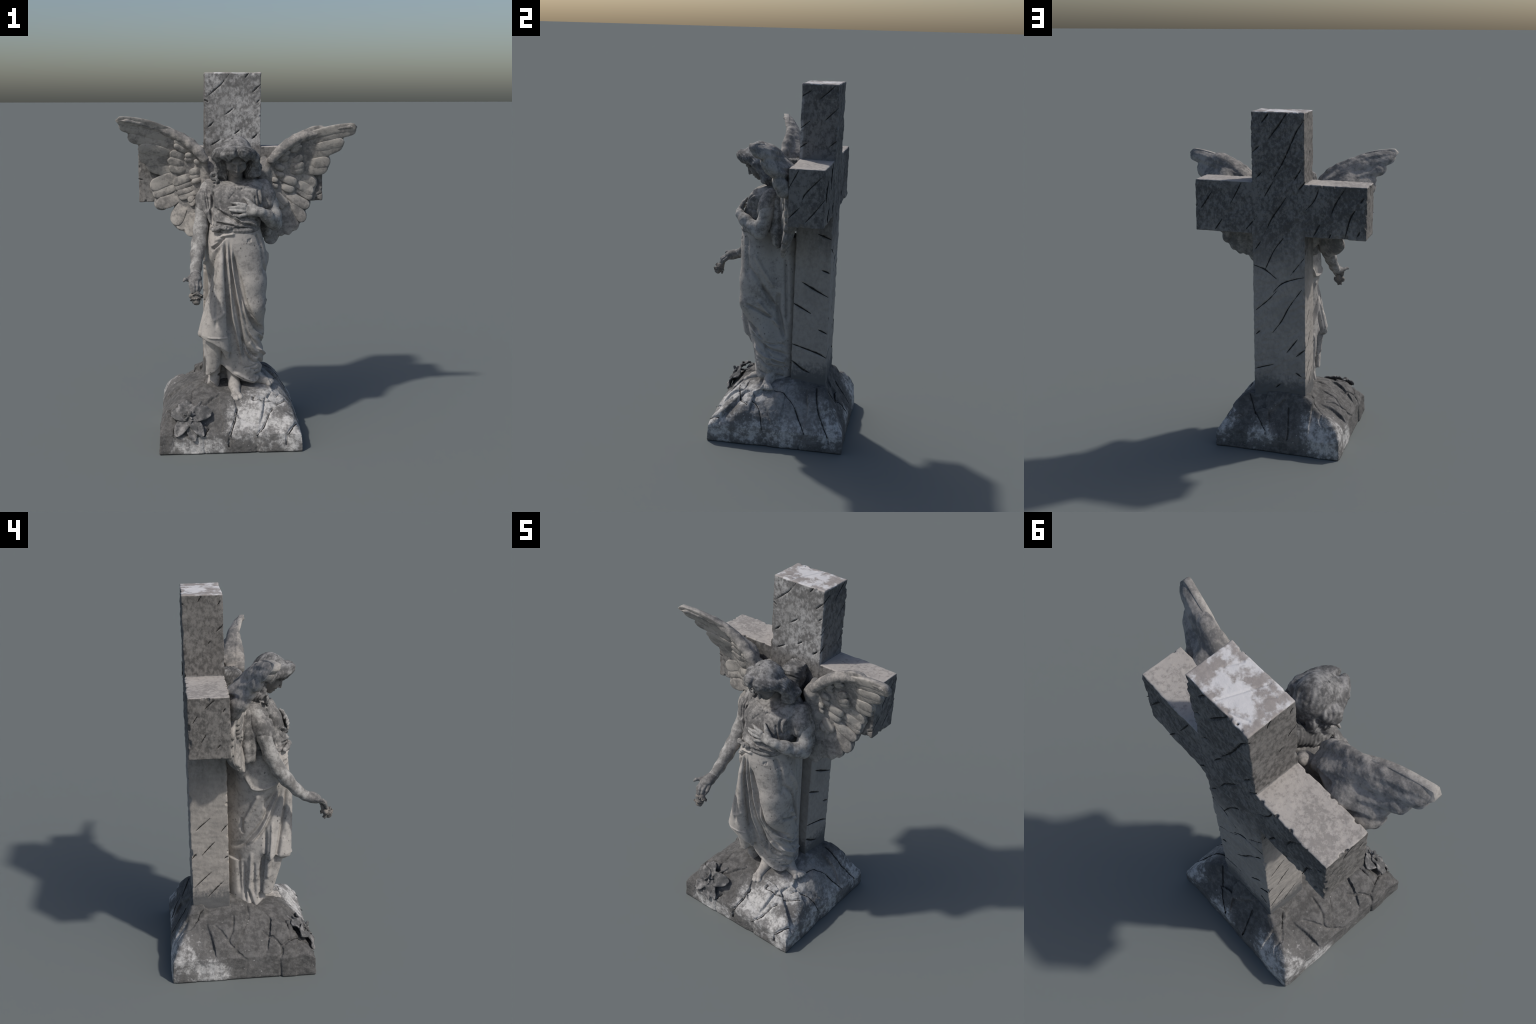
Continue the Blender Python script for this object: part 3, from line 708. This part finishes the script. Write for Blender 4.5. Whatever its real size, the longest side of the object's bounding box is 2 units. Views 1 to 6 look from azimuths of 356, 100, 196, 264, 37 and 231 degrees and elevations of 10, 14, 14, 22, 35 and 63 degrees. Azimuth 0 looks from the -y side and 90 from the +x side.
    B.chain([(-.10, -.222, 1.198, .012), (-.118, -.212, 1.185, .014), (-.135, -.195, 1.178, .012)], .006)
    V, Q = B.mesh(); add('belt', relax(V, Q, 1), Q, M_BODICE)

    # long open sleeves hanging behind both arms
    for pts in ([(-.160, -.02, 1.39, .03), (-.172, -.022, 1.30, .030), (-.172, -.015, 1.22, .030), (-.168, -.012, 1.155, .030)],
                [(.145, -.015, 1.385, .028), (.160, .0, 1.29, .030), (.165, .005, 1.20, .032), (.160, .005, 1.135, .026)]):
        H = Solid((-.25, -.09, 1.08), (.25, .09, 1.45), .0034)
        H.chain(pts, .02); H.chain([(x * .86, y + .04, z, r) for x, y, z, r in pts], .045)
        V, Q = H.mesh(); V = relax(V, Q, 2); N = normals(V, Q)
        V = V + N * (.004 * np.sin(V[:, 1] * 130) * sstep(1.4, 1.25, V[:, 2]))[:, None]
        add('sleeve', V, Q, M_BODICE)

# ------------------------------------------------------------------ arms and hands
def build_arms():
    # lowered arm
    S = Solid((-.33, -.46, .82), (-.10, .02, 1.44), .0026)
    S.chain([(-.165, -.045, 1.385, .036), (-.188, -.083, 1.275, .037), (-.202, -.116, 1.178, .036), (-.214, -.155, 1.10, .0365), (-.222, -.195, 1.05, .034),
             (-.229, -.25, .99, .028), (-.233, -.292, .958, .0245)], .02)
    S.chain([(-.233, -.292, .958, .024), (-.236, -.325, .950, .025), (-.238, -.352, .938, .022)], .015)
    S.blob((-.235, -.335, .946), (.034, .032, .022), .015)
    for a, b, c in [((-.258, -.362, .939), (-.258, -.392, .923), (-.252, -.405, .891)), ((-.244, -.366, .937), (-.244, -.396, .919), (-.240, -.404, .887)),
                    ((-.228, -.362, .935), (-.226, -.388, .919), (-.228, -.396, .897)), ((-.212, -.352, .931), (-.208, -.374, .913), (-.216, -.384, .891))]:
        S.chain([(*a, .0105), (*b, .0095), (*c, .0075)], .005)
    S.chain([(-.250, -.318, .949, .014), (-.274, -.352, .947, .010), (-.287, -.374, .951, .008), (-.293, -.384, .945, .006)], .008)
    V, Q = S.mesh(); V = relax(V, Q, 1)
    N = normals(V, Q); V = V + N * (.0006 * fbm(V, 32, 2, 71))[:, None]
    w = lambda c: (c - np.array([-.233, -.292, .958])) @ np.array([0, -.76, -.65]) > 0
    add_regions(V, Q, [('hand', M_HAND, w), ('arm', M_SKIN, lambda c: np.ones(len(c), bool))])

    # arm folded over the breast
    S = Solid((-.09, -.27, 1.13), (.26, .02, 1.44), .0026)
    S.chain([(.146, -.035, 1.385, .036), (.176, -.05, 1.30, .038), (.194, -.068, 1.235, .038), (.198, -.082, 1.196, .036)], .02)
    S.chain([(.198, -.082, 1.196, .036), (.178, -.125, 1.215, .036), (.148, -.175, 1.245, .032), (.115, -.211, 1.270, .024)], .018)
    S.chain([(.112, -.213, 1.272, .023), (.085, -.222, 1.278, .022)], .012)
    S.blob((.062, -.220, 1.281), (.040, .015, .032), .012)
    for a, b, c in [((.030, -.220, 1.309), (-.005, -.217, 1.317), (-.041, -.207, 1.320)), ((.025, -.224, 1.295), (-.018, -.226, 1.299), (-.056, -.217, 1.297)),
                    ((.025, -.226, 1.278), (-.015, -.230, 1.282), (-.050, -.222, 1.285)), ((.030, -.224, 1.261), (.0, -.232, 1.254), (-.030, -.228, 1.258))]:
        S.chain([(*a, .0105), (*b, .0092), (*c, .0062)], .004)
    S.chain([(.075, -.215, 1.302, .013), (.050, -.208, 1.326, .0105), (.028, -.192, 1.347, .0065)], .008)
    V, Q = S.mesh(); V = relax(V, Q, 1)
    N = normals(V, Q); V = V + N * (.0006 * fbm(V, 32, 2, 72))[:, None]
    w = lambda c: c[:, 0] < .112 - (c[:, 2] - 1.27) * .6
    add_regions(V, Q, [('hand', M_SKIN, w), ('arm', M_SKIN, lambda c: np.ones(len(c), bool))])

def build_feet():
    # per foot: toes from the great toe outwards, ball, heel, ankle
    for toes, ball, heel, ankle in [
        ([(.004, -.178, .256, .0155), (-.016, -.190, .250, .0105), (-.029, -.188, .249, .010), (-.040, -.181, .249, .0095), (-.050, -.171, .250, .009)], (-.020, -.140, .270, .026), (-.025, -.075, .290, .030), (-.035, -.05, .37, .034)),
        ([(.168, -.048, .285, .014), (.183, -.030, .288, .010), (.190, -.017, .289, .0095), (.193, -.004, .290, .009), (.192, .008, .291, .0085)], (.148, -.030, .300, .024), (.105, -.02, .318, .028), (.075, -.005, .38, .034))]:
        S = Solid((-.12, -.24, .21), (.24, .08, .43), .0026)
        b = np.array(ball[:3])
        S.chain([ankle, heel, ball], .02)
        for tx in toes:
            t = np.array(tx[:3]); k = t * .35 + b * .65
            S.chain([(*(k + [0, 0, .004]), .014), (*(t * .75 + k * .25 + [0, 0, .006]), tx[3] * .85), tx], .003)
        V, Q = S.mesh(); add('foot', relax(V, Q, 1), Q, M_SKIRT)

# ------------------------------------------------------------------ head
C0 = np.array([-.012, -.134, 1.553]); PITCH = math.radians(36)
FWD = np.array([.02, -math.cos(PITCH), -math.sin(PITCH)]); UPV = np.array([0, -math.sin(PITCH), math.cos(PITCH)]); SIDE = np.array([1, 0, 0])
def hp(s, f, u): return C0 + SIDE * s + FWD * f + UPV * u
AXES = (SIDE, FWD, UPV)

def build_head():
    S = Solid((-.18, -.27, 1.32), (.16, .09, 1.68), .0024)
    S.blob(hp(0, -.012, .02), (.053, .066, .066), 0, axes=AXES)
    S.blob(hp(0, .016, -.010), (.0535, .058, .068), .02, axes=AXES)
    S.blob(hp(0, .026, -.046), (.036, .040, .038), .022, axes=AXES)
    S.blob(hp(0, .051, -.075), (.016, .016, .013), .015, axes=AXES)
    for s in (-1, 1):
        S.blob(hp(s * .024, .077, -.001), (.017, .015, .012), .010, 'cut', AXES)
        S.blob(hp(s * .023, .0570, -.005), (.0125, .0115, .0080), .002, axes=AXES)
        S.chain([(*hp(s * .008, .070, .013), .004), (*hp(s * .022, .068, .019), .005), (*hp(s * .041, .056, .010), .004)], .010)
        S.blob(hp(s * .030, .045, -.03), (.018, .018, .018), .018, axes=AXES)
        S.blob(hp(s * .0085, .076, -.030), (.006, .006, .005), .004, axes=AXES)
    S.chain([(*hp(0, .068, .016), .0055), (*hp(0, .079, -.010), .006), (*hp(0, .087, -.026), .007)], .005)
    S.chain([(*hp(-.015, .062, -.049), .003), (*hp(0, .072, -.046), .005), (*hp(.015, .062, -.049), .003)], .005)
    S.chain([(*hp(-.012, .062, -.058), .003), (*hp(0, .069, -.058), .0055), (*hp(.012, .062, -.058), .003)], .005)
    S.chain([(*hp(-.019, .064, -.053), .0025), (*hp(0, .078, -.0518), .0038), (*hp(.019, .064, -.053), .0025)], .002, 'cut')
    # neck and upper breast inside the neckline
    S.chain([(-.012, -.035, 1.37, .050), (-.012, -.036, 1.42, .037), (-.013, -.052, 1.465, .034), (-.013, -.075, 1.51, .034)], .022)
    S.blob((-.012, -.035, 1.357), (.120, .098, .054), .03)
    V, Q = S.mesh(); V = relax(V, Q, 1)
    add_regions(V, Q, [('head', M_HEAD, lambda c: (c - hp(0, .03, -.085)) @ (UPV * .9 - FWD * .25) > 0), ('neck', M_HEAD, lambda c: np.ones(len(c), bool))])

    H = Solid((-.20, -.30, 1.38), (.18, .16, 1.70), .0028)
    H.blob(hp(0, .004, .042), (.077, .086, .062), 0, axes=AXES)
    H.blob(hp(0, -.045, .0), (.075, .055, .085), .03, axes=AXES)
    # wavy roll framing the forehead, parted in the middle
    for s in (-1, 1):
        for sx, f, u, r in [(.018, .066, .090, .022), (.034, .060, .084, .024), (.050, .050, .070, .025), (.066, .034, .052, .026), (.080, .014, .030, .025), (.088, -.008, .010, .025), (.082, -.035, -.008, .028)]:
            H.blob(hp(s * sx, f, u), r, .018)
    for c, r in [((-.105, -.135, 1.575), .028), ((-.112, -.12, 1.555), .028), ((-.10, -.09, 1.525), .022), ((.09, -.135, 1.552), .026), ((.088, -.11, 1.525), .028), ((.083, -.085, 1.495), .032),
                 ((.098, -.075, 1.470), .028), ((.075, -.085, 1.462), .022), ((.10, -.04, 1.49), .03)]:
        H.blob(c, r, .012)
    # lock with an open curl resting on the shoulder
    H.chain([(-.098, -.09, 1.53, .016), (-.108, -.09, 1.50, .015), (-.115, -.095, 1.475, .015)], .008)
    a = np.linspace(.4, 2 * math.pi + .2, 12)
    H.chain([(-.128 + .015 * math.cos(t), -.105 - .004 * math.sin(t), 1.453 + .017 * math.sin(t), .0075) for t in a], .004)
    H.chain([(-.116, -.108, 1.442, .008), (-.108, -.112, 1.428, .008), (-.114, -.112, 1.420, .006)], .005)
    H.chain([(-.115, -.07, 1.46, .018), (-.09, -.04, 1.46, .024), (-.05, .0, 1.48, .04), (.04, .0, 1.48, .04), (.085, -.03, 1.46, .026)], .02)
    # rough stone left between the hair and the cross
    H.loft([(1.42, -.04, .05, .02, .125), (1.52, -.05, .075, .005, .125), (1.56, -.045, .07, .005, .125), (1.58, -.03, .06, .03, .125)], 2.6, .015)
    # keep the face clear
    H.blob(hp(0, .088, -.010), (.051, .056, .076), .006, 'cut', AXES)
    H.blob(hp(0, .055, -.10), (.062, .06, .05), .012, 'cut', AXES)
    H.chain([(*hp(0, .092, .070), .008), (*hp(0, .088, .098), .007), (*hp(0, .05, .108), .005), (*hp(0, .0, .106), .002)], .012, 'cut')
    H.chain([(-.072, -.060, 1.53, .028), (-.082, -.055, 1.47, .028), (-.080, -.05, 1.435, .024)], .012)
    H.chain([(.060, -.060, 1.53, .028), (.070, -.055, 1.46, .030), (.068, -.05, 1.435, .024)], .012)
    V, Q = H.mesh(); V = relax(V, Q, 2)
    N = normals(V, Q)
    L = (V - C0); loc = np.stack([L @ SIDE, L @ FWD, L @ UPV], 1)
    ang = np.arctan2(loc[:, 1] + .02, np.abs(loc[:, 0]) + .02)
    wave = np.sin(loc[:, 1] * 430 + np.abs(loc[:, 0]) * 120 + 3.5 * noise3(V, 22, 4)) * .0016 + .0040 * fbm(V, 30, 2, 81)
    crown = sstep(.115, .07, np.linalg.norm(loc - np.array([0, -.02, .07]), axis=1))
    V = V + N * (wave * (1 - .6 * crown))[:, None]
    add('hair', V, Q, M_HAIR)

# ------------------------------------------------------------------ wings
WING_FIT = {1: (.058, .034, -.13, -.434, .003, -.462), -1: (.05, .136, -.152, -.498, -.171, -.585)}
def wing_y(side, x, z):
    """Depth of the dished front of a wing at height z and distance x from the middle."""
    a = WING_FIT[side]; u = x - .35; v = z - 1.4
    dish = .024 * np.exp(-((x - .43) / .10) ** 2 - ((z - 1.35) / .12) ** 2)
    sweep = (.016 if side < 0 else .009) * sstep(.28, .42, x) * sstep(1.62, 1.50, z) * sstep(1.12, 1.24, z)      # outer vane lies back against the cross
    return np.clip(.008 + dish + sweep + a[0] + a[1] * u + a[2] * v + a[3] * u * u + a[4] * u * v + a[5] * v * v, -.14, .100)

# feathers: spine through (distance from middle, height), half width, layer
FEATHERS = {
 -1: [(((.295, 1.655), (.415, 1.705), (.518, 1.733), (.637, 1.745)), .021, 3), (((.326, 1.628), (.447, 1.672), (.551, 1.703), (.624, 1.719)), .026, 2),
      (((.327, 1.591), (.434, 1.619), (.524, 1.648), (.582, 1.656)), .027, 1), (((.328, 1.55), (.405, 1.575), (.466, 1.59), (.531, 1.59)), .026, 2), (((.328, 1.520), (.405, 1.525), (.466, 1.54), (.531, 1.562)), .034, 1),
      (((.30, 1.48), (.36, 1.47), (.43, 1.48), (.49, 1.51)), .026, 0),
      (((.283, 1.459), (.362, 1.427), (.425, 1.40), (.471, 1.371)), .030, 1), (((.284, 1.412), (.379, 1.364), (.426, 1.345), (.459, 1.335)), .022, 0),
      (((.304, 1.34), (.365, 1.303), (.415, 1.288), (.442, 1.28)), .030, 1), (((.28, 1.298), (.305, 1.261), (.325, 1.219), (.342, 1.172)), .032, 2), (((.268, 1.284), (.281, 1.237), (.301, 1.188), (.317, 1.149)), .034, 0),
      (((.256, 1.274), (.262, 1.213), (.258, 1.165), (.251, 1.112)), .028, 1), (((.225, 1.27), (.228, 1.20), (.22, 1.14)), .026, 0)],
  1: [(((.326, 1.636), (.433, 1.670), (.539, 1.694), (.641, 1.706)), .022, 3), (((.374, 1.622), (.497, 1.656), (.572, 1.674), (.638, 1.693)), .022, 2),
      (((.376, 1.584), (.454, 1.596), (.53, 1.615), (.581, 1.626)), .024, 2), (((.371, 1.543), (.44, 1.555), (.486, 1.571), (.573, 1.612)), .024, 1),
      (((.379, 1.51), (.427, 1.505), (.474, 1.511), (.512, 1.52)), .028, 2), (((.364, 1.473), (.412, 1.469), (.459, 1.472), (.499, 1.488)), .026, 1),
      (((.334, 1.425), (.376, 1.409), (.414, 1.393), (.434, 1.373)), .030, 0), (((.318, 1.41), (.357, 1.383), (.399, 1.357), (.425, 1.338)), .024, 2),
      (((.319, 1.378), (.351, 1.355), (.39, 1.329), (.421, 1.308)), .018, 1), (((.266, 1.36), (.324, 1.309), (.374, 1.28), (.406, 1.265)), .024, 2),
      (((.266, 1.338), (.31, 1.288), (.353, 1.223), (.371, 1.18)), .026, 1), (((.245, 1.339), (.274, 1.267), (.31, 1.181), (.328, 1.135)), .026, 0),
      (((.231, 1.332), (.252, 1.246), (.274, 1.168), (.288, 1.111)), .026, 1), (((.216, 1.318), (.231, 1.233), (.242, 1.162), (.245, 1.105)), .026, 0),
      (((.188, 1.269), (.195, 1.177), (.19, 1.108), (.170, 1.066)), .034, 0)]}
COVERTS = {
 -1: [(((.267, 1.538), (.313, 1.553), (.362, 1.569)), .022), (((.267, 1.513), (.314, 1.513), (.375, 1.531)), .022), (((.258, 1.491), (.314, 1.478), (.369, 1.494)), .022),
      (((.222, 1.444), (.284, 1.428), (.349, 1.399)), .022), (((.222, 1.419), (.278, 1.393), (.338, 1.369)), .015), (((.222, 1.39), (.269, 1.364), (.328, 1.348)), .015), (((.207, 1.365), (.26, 1.339), (.317, 1.324)), .017),
      (((.227, 1.548), (.251, 1.557), (.282, 1.554)), .014), (((.227, 1.529), (.251, 1.532), (.284, 1.536)), .013), (((.19, 1.476), (.221, 1.472), (.259, 1.459)), .017), (((.191, 1.454), (.222, 1.444), (.257, 1.434)), .014), (((.185, 1.429), (.213, 1.422), (.247, 1.411)), .013),
      (((.244, 1.591), (.287, 1.612), (.337, 1.637)), .016), (((.251, 1.576), (.297, 1.589), (.337, 1.616)), .014), (((.19, 1.507), (.205, 1.517), (.233, 1.529)), .013),
      (((.231, 1.348), (.248, 1.324), (.261, 1.299)), .015), (((.226, 1.339), (.241, 1.309), (.251, 1.277)), .016)],
  1: [(((.284, 1.512), (.328, 1.524), (.36, 1.552)), .019), (((.278, 1.496), (.329, 1.489), (.370, 1.505)), .018), (((.278, 1.474), (.329, 1.467), (.372, 1.479)), .019),
      (((.221, 1.443), (.286, 1.416), (.333, 1.397)), .021), (((.232, 1.401), (.28, 1.369), (.321, 1.362)), .019), (((.183, 1.422), (.206, 1.418), (.226, 1.411)), .013), (((.184, 1.399), (.206, 1.386), (.229, 1.382)), .013),
      (((.219, 1.554), (.257, 1.563), (.29, 1.569)), .015), (((.219, 1.535), (.258, 1.534), (.286, 1.547)), .014), (((.198, 1.507), (.23, 1.487), (.264, 1.48)), .015), (((.205, 1.466), (.234, 1.446), (.263, 1.445)), .014),
      (((.265, 1.597), (.312, 1.609), (.344, 1.625)), .015), (((.266, 1.582), (.313, 1.584), (.353, 1.606)), .014), (((.209, 1.361), (.245, 1.31), (.283, 1.278)), .020), (((.202, 1.34), (.231, 1.297), (.26, 1.257)), .015), (((.195, 1.319), (.216, 1.29), (.234, 1.268)), .014)]}
LEADING = {
 -1: ((.176, -.03, 1.545, .024), (.208, -.03, 1.59, .026), (.25, -.028, 1.630, .027), (.297, -.026, 1.662, .025), (.37, -.03, 1.695, .022), (.444, -.042, 1.723, .019), (.518, -.068, 1.741, .014), (.585, -.100, 1.752, .008), (.615, -.112, 1.752, .003)),
  1: ((.186, -.005, 1.540, .024), (.233, -.005, 1.588, .025), (.279, -.002, 1.625, .026), (.318, .0, 1.648, .025), (.371, .0, 1.667, .022), (.462, -.005, 1.692, .019), (.552, -.035, 1.711, .014), (.60, -.060, 1.716, .008), (.622, -.068, 1.712, .003))}

def feather(side, pts, w, off, lift, thick):
    """One carved feather: narrow root, broad rounded tip, low dome with a raised quill."""
    P = spline(pts, 7); n = len(P); m = 11
    L = np.r_[0, np.cumsum(np.linalg.norm(np.diff(P, axis=0), axis=1))]; t = L / L[-1]
    T = np.gradient(P, axis=0); T /= np.linalg.norm(T, axis=1, keepdims=True)
    B = np.stack([-T[:, 1], T[:, 0]], 1)
    tip = min(.42, w * 1.3 / L[-1])
    prof = (.72 + .28 * sstep(0, .6, t)) * np.sqrt(np.clip(1 - np.clip((t - (1 - tip)) / tip, 0, 1) ** 2.2, .02, 1))
    s = np.sin(np.linspace(-1, 1, m) * math.pi / 2)
    W = w * prof[:, None] * s[None, :]
    xz = P[:, None, :] + B[:, None, :] * W[..., None]
    base = wing_y(side, xz[..., 0], xz[..., 1])
    dome = thick * (np.clip(1 - s ** 4, 0, 1) ** .6 * (1 - .25 * s ** 2))[None, :] * np.clip(prof, 0, 1)[:, None]
    quill = .0016 * np.exp(-(s / .12) ** 2)[None, :] * (1 - t)[:, None]
    barb = .0007 * np.sin(t[:, None] * L[-1] * 420 + np.abs(s)[None, :] * 5)
    rise = sstep(-.05, .45, t)[:, None]           # the root dives under the row above
    front = base + .006 * (1 - rise) - (off + lift * t[:, None] + dome + quill + barb * (1 - s ** 2)) * rise
    back = base + .014 + .0 * dome
    X = side * xz[..., 0]
    F = np.stack([X, front, xz[..., 1]], -1).reshape(-1, 3); K = np.stack([X, back, xz[..., 1]], -1).reshape(-1, 3)
    V = np.vstack([F, K]); q = []
    o = n * m
    for i in range(n - 1):
        for j in range(m - 1):
            a = i * m + j
            q += [(a, a + 1, a + m + 1, a + m), (o + a, o + a + m, o + a + m + 1, o + a + 1)]
        a, b = i * m, i * m + m - 1
        q += [(a, a + m, o + a + m, o + a), (b, o + b, o + b + m, b + m)]
    for j in range(m - 1):
        a, b = j, (n - 1) * m + j
        q += [(a, o + a, o + a + 1, a + 1), (b, b + 1, o + b + 1, o + b)]
    q = np.array(q)
    return V, (q if side < 0 else q[:, ::-1])

def build_wing(side):
    S = Solid(((-.70 if side < 0 else .10), -.16, 1.02), ((-.10 if side < 0 else .70), .17, 1.82), .0034)
    x = np.abs(S.ax[0]); xs, zs = np.meshgrid(x, S.ax[2], indexing='ij')
    D = np.full(xs.shape, 1.0)
    def stamp(pts, w, k):
        nonlocal D
        P = spline(pts, 4)
        for i in range(len(P) - 1):
            a, d = P[i], P[i + 1] - P[i]
            t = np.clip(((xs - a[0]) * d[0] + (zs - a[1]) * d[1]) / (d @ d), 0, 1)
            u = (i + t) / (len(P) - 1)
            q = np.hypot(xs - a[0] - t * d[0], zs - a[1] - t * d[1]) - w * (.8 + .2 * u)
            h = np.clip(.5 + .5 * (q - D) / k, 0, 1); D = q + (D - q) * h - k * h * (1 - h)
    for pts, w, _ in FEATHERS[side]:
        P = np.array(pts); P[-1] = P[-1] + (P[-2] - P[-1]) / np.linalg.norm(P[-2] - P[-1]) * w * 1.0
        stamp(P, w - .009, .030)
    for pts, w in COVERTS[side]:
        stamp(pts, w, .02)
    stamp(((.19, 1.53), (.20, 1.40), (.21, 1.28)), .03, .03)
    stamp(((.21, 1.56), (.29, 1.62), (.37, 1.665), (.45, 1.690)), .024, .02)
    stamp(((.27, 1.40), (.33, 1.50), (.38, 1.60)), .05, .03)
    depth = -D
    yf = wing_y(side, xs, zs)
    soft = depth.copy()          # the back of the wing is left smooth: blur the feather outlines
    for _ in range(60):
        pad = np.pad(soft, 1, mode='edge')
        soft = (pad[:-2, 1:-1] + pad[2:, 1:-1] + pad[1:-1, :-2] + pad[1:-1, 2:] + soft) / 5
    T = .010 + .050 * np.sqrt(np.clip(1 - (1 - np.clip(soft / .075, 0, 1)) ** 2, 0, 1)) * sstep(.70, .40, xs) + .010 * np.clip(depth / .02, 0, 1)
    T = T + .040 * np.exp(-((zs - 1.575) / .05) ** 2) * sstep(.55, .38, xs) * np.clip(depth / .03, 0, 1)      # stone left where it bears on the cross-arm
    T = T * (.5 + .5 * sstep(1.10, 1.27, zs))
    e = -.004 + .006 * np.clip(depth / .012, 0, 1)
    s, X, Y, Z = S.box((-9, -9, -9), (9, 9, 9))
    f32 = lambda a: a.astype(np.float32)[:, None, :]
    d = np.maximum(f32(D), np.maximum(f32(yf - e) - Y, Y - f32(yf + T)))
    S.put(s, d)
    S.chain([(side * p[0], p[1] + .004, p[2] - .009, p[3]) for p in LEADING[side]], .012)
    # root joining the back of the shoulder
    S.chain([(side * .15, .065, 1.52, .026), (side * .14, .052, 1.465, .040), (side * .16, .065, 1.35, .045), (side * .165, .07, 1.22, .04)], .02)
    V, Q = S.mesh(); V = relax(V, Q, 2); N = normals(V, Q)
    V = V + N * (.0018 * fbm(V, 30, 3, 91))[:, None]
    # two quill lines along the leading edge
    W = add('wing', V, Q, M_WING)
    for pts, w, lay in FEATHERS[side]:
        v, q = feather(side, pts, w * 1.16, .001 + .0035 * lay, .004, .0055)
        v = v + np.array([0, 1, 0]) * (.0006 * fbm(v, 40, 2, 95))[:, None]
        add('feather', v, q, M_FEATHER, W)
    for i, (pts, w) in enumerate(COVERTS[side]):
        v, q = feather(side, pts, w * 1.12, .004 + .003 * (i % 2), .010, .0075)
        v = v + np.array([0, 1, 0]) * (.0006 * fbm(v, 40, 2, 96))[:, None]
        add('covert_feather', v, q, M_FEATHER, W)

# ------------------------------------------------------------------ flowers
def petal(P, w, up, thick, ruffle, cup, seed):
    """Pointed petal along a 3D spine; `up` is the direction its upper face looks."""
    P = spline(P, 8); n = len(P); m = 9
    t = np.linspace(0, 1, n); T = np.gradient(P, axis=0); T /= np.linalg.norm(T, axis=1, keepdims=True)
    B = np.cross(T, up); B /= np.linalg.norm(B, axis=1, keepdims=True); U = np.cross(B, T)
    prof = np.sin(np.clip(t * .93 + .07, 0, 1) ** .85 * math.pi) ** .62 + .03
    s = np.linspace(-1, 1, m)
    W = w * prof[:, None] * s[None]
    ht = cup * w * (s ** 2)[None] * prof[:, None] + ruffle * np.sin(t[:, None] * 17 + seed + s[None] * 2.5) * np.abs(s)[None] - .004 * np.exp(-(s / .15) ** 2)[None] * prof[:, None]
    F = P[:, None] + B[:, None] * W[..., None] + U[:, None] * (ht + thick / 2)[..., None]
    K = P[:, None] + B[:, None] * W[..., None] + U[:, None] * (ht - thick / 2)[..., None]
    V = np.vstack([F.reshape(-1, 3), K.reshape(-1, 3)]); o = n * m; q = []
    for i in range(n - 1):
        for j in range(m - 1):
            a = i * m + j
            q += [(a, a + m, a + m + 1, a + 1), (o + a, o + a + 1, o + a + m + 1, o + a + m)]
        a, b = i * m, i * m + m - 1
        q += [(a, o + a, o + a + m, a + m), (b, b + m, o + b + m, o + b)]
    for j in range(m - 1):
        a, b = j, (n - 1) * m + j
        q += [(a, a + 1, o + a + 1, o + a), (b, o + b, o + b + 1, b + 1)]
    return V, np.array(q)[:, ::-1]

def build_lily():
    c = np.array([-.277, -.293, .195]); up = np.array([0, -.78, .62])
    lily = None
    for tip, w in [((-.155, -.258, .205), .042), ((-.203, -.336, .098), .030), ((-.250, -.338, .072), .031), ((-.348, -.332, .100), .034), ((-.372, -.262, .205), .038), ((-.310, -.215, .248), .040)]:
        tip = np.array(tip); d = tip - c
        v, q = petal([c + up * .000, c + d * .22 + up * .006, c + d * .5 + up * .012, c + d * .8 + up * .008, tip + up * .0], w, up, .008, .0045, .12, w * 400)
        ob = add('lily_petal' if lily else 'lily', v, q, M_FLOWER, lily or ROOT)
        lily = lily or ob
    S = Solid((-.34, -.37, .13), (-.20, -.24, .27), .0025)
    for ang in np.linspace(.3, 6.58, 6)[:-1]:
        d = np.array([math.cos(ang), .5 * math.sin(ang), .7 * math.sin(ang)]) * .016
        S.chain([(*c, .006), (*(c + d + up * .012), .0045), (*(c + d * 1.6 + up * .014), .0065)], .004)
    S.chain([(*c, .009), (*(c + up * .02 + np.array([.006, 0, .005])), .008), (*(c + up * .024 + np.array([.010, 0, .014])), .008)], .004)
    V, Q = S.mesh(); add('lily_stamens', V, Q, M_FLOWER, lily)
    S = Solid((-.29, -.31, .16), (-.18, -.15, .28), .0025)
    S.chain([(-.262, -.268, .210, .006), (-.235, -.232, .222, .007), (-.213, -.200, .240, .009)], .004)
    V, Q = S.mesh(); add('lily_stem', V, Q, M_FLOWER, lily)

def build_rose():
    c = np.array([-.229, -.402, .868]); g = np.random.default_rng(5); rose = None
    ax = np.array([.0, -.55, -.83])
    S = Solid((-.28, -.46, .81), (-.18, -.35, .93), .0024)
    S.chain([(*(c - ax * .03), .012), (*c, .022), (*(c + ax * .030), .019)], .006)
    S.blob(c + ax * .050, (.012, .012, .012), .004, 'cut')
    S.blob((-.253, -.398, .870), (.016, .014, .014), .006)
    V, Q = S.mesh(); V = relax(V, Q, 1); rose = add('rose', V, Q, M_ROSE)
    e1 = np.array([1., 0, 0]); e2 = np.cross(ax, e1)
    for k in range(7):
        a = k * 2 * math.pi / 7 + g.uniform(-.3, .3)
        r = e1 * math.cos(a) + e2 * math.sin(a)
        z = (-.018, .004)[k % 2]
        v, q = petal([c + ax * z + r * .008, c + ax * (z + .012) + r * .020, c + ax * (z + .018) + r * .028, c + ax * (z + .014) + r * .034], .016, ax * .5 - r * .6, .004, .0015, .3, k)
        add('rose_petal', v, q, M_ROSE, rose)

build_cross(); build_rock(); build_skirt(); build_bodice(); build_arms(); build_feet(); build_head()
build_wing(-1); build_wing(1); build_lily(); build_rose()
v, q = dirt_mesh()
add('crack_dirt', v, q, M_DIRT)['kind'] = 'stuff'
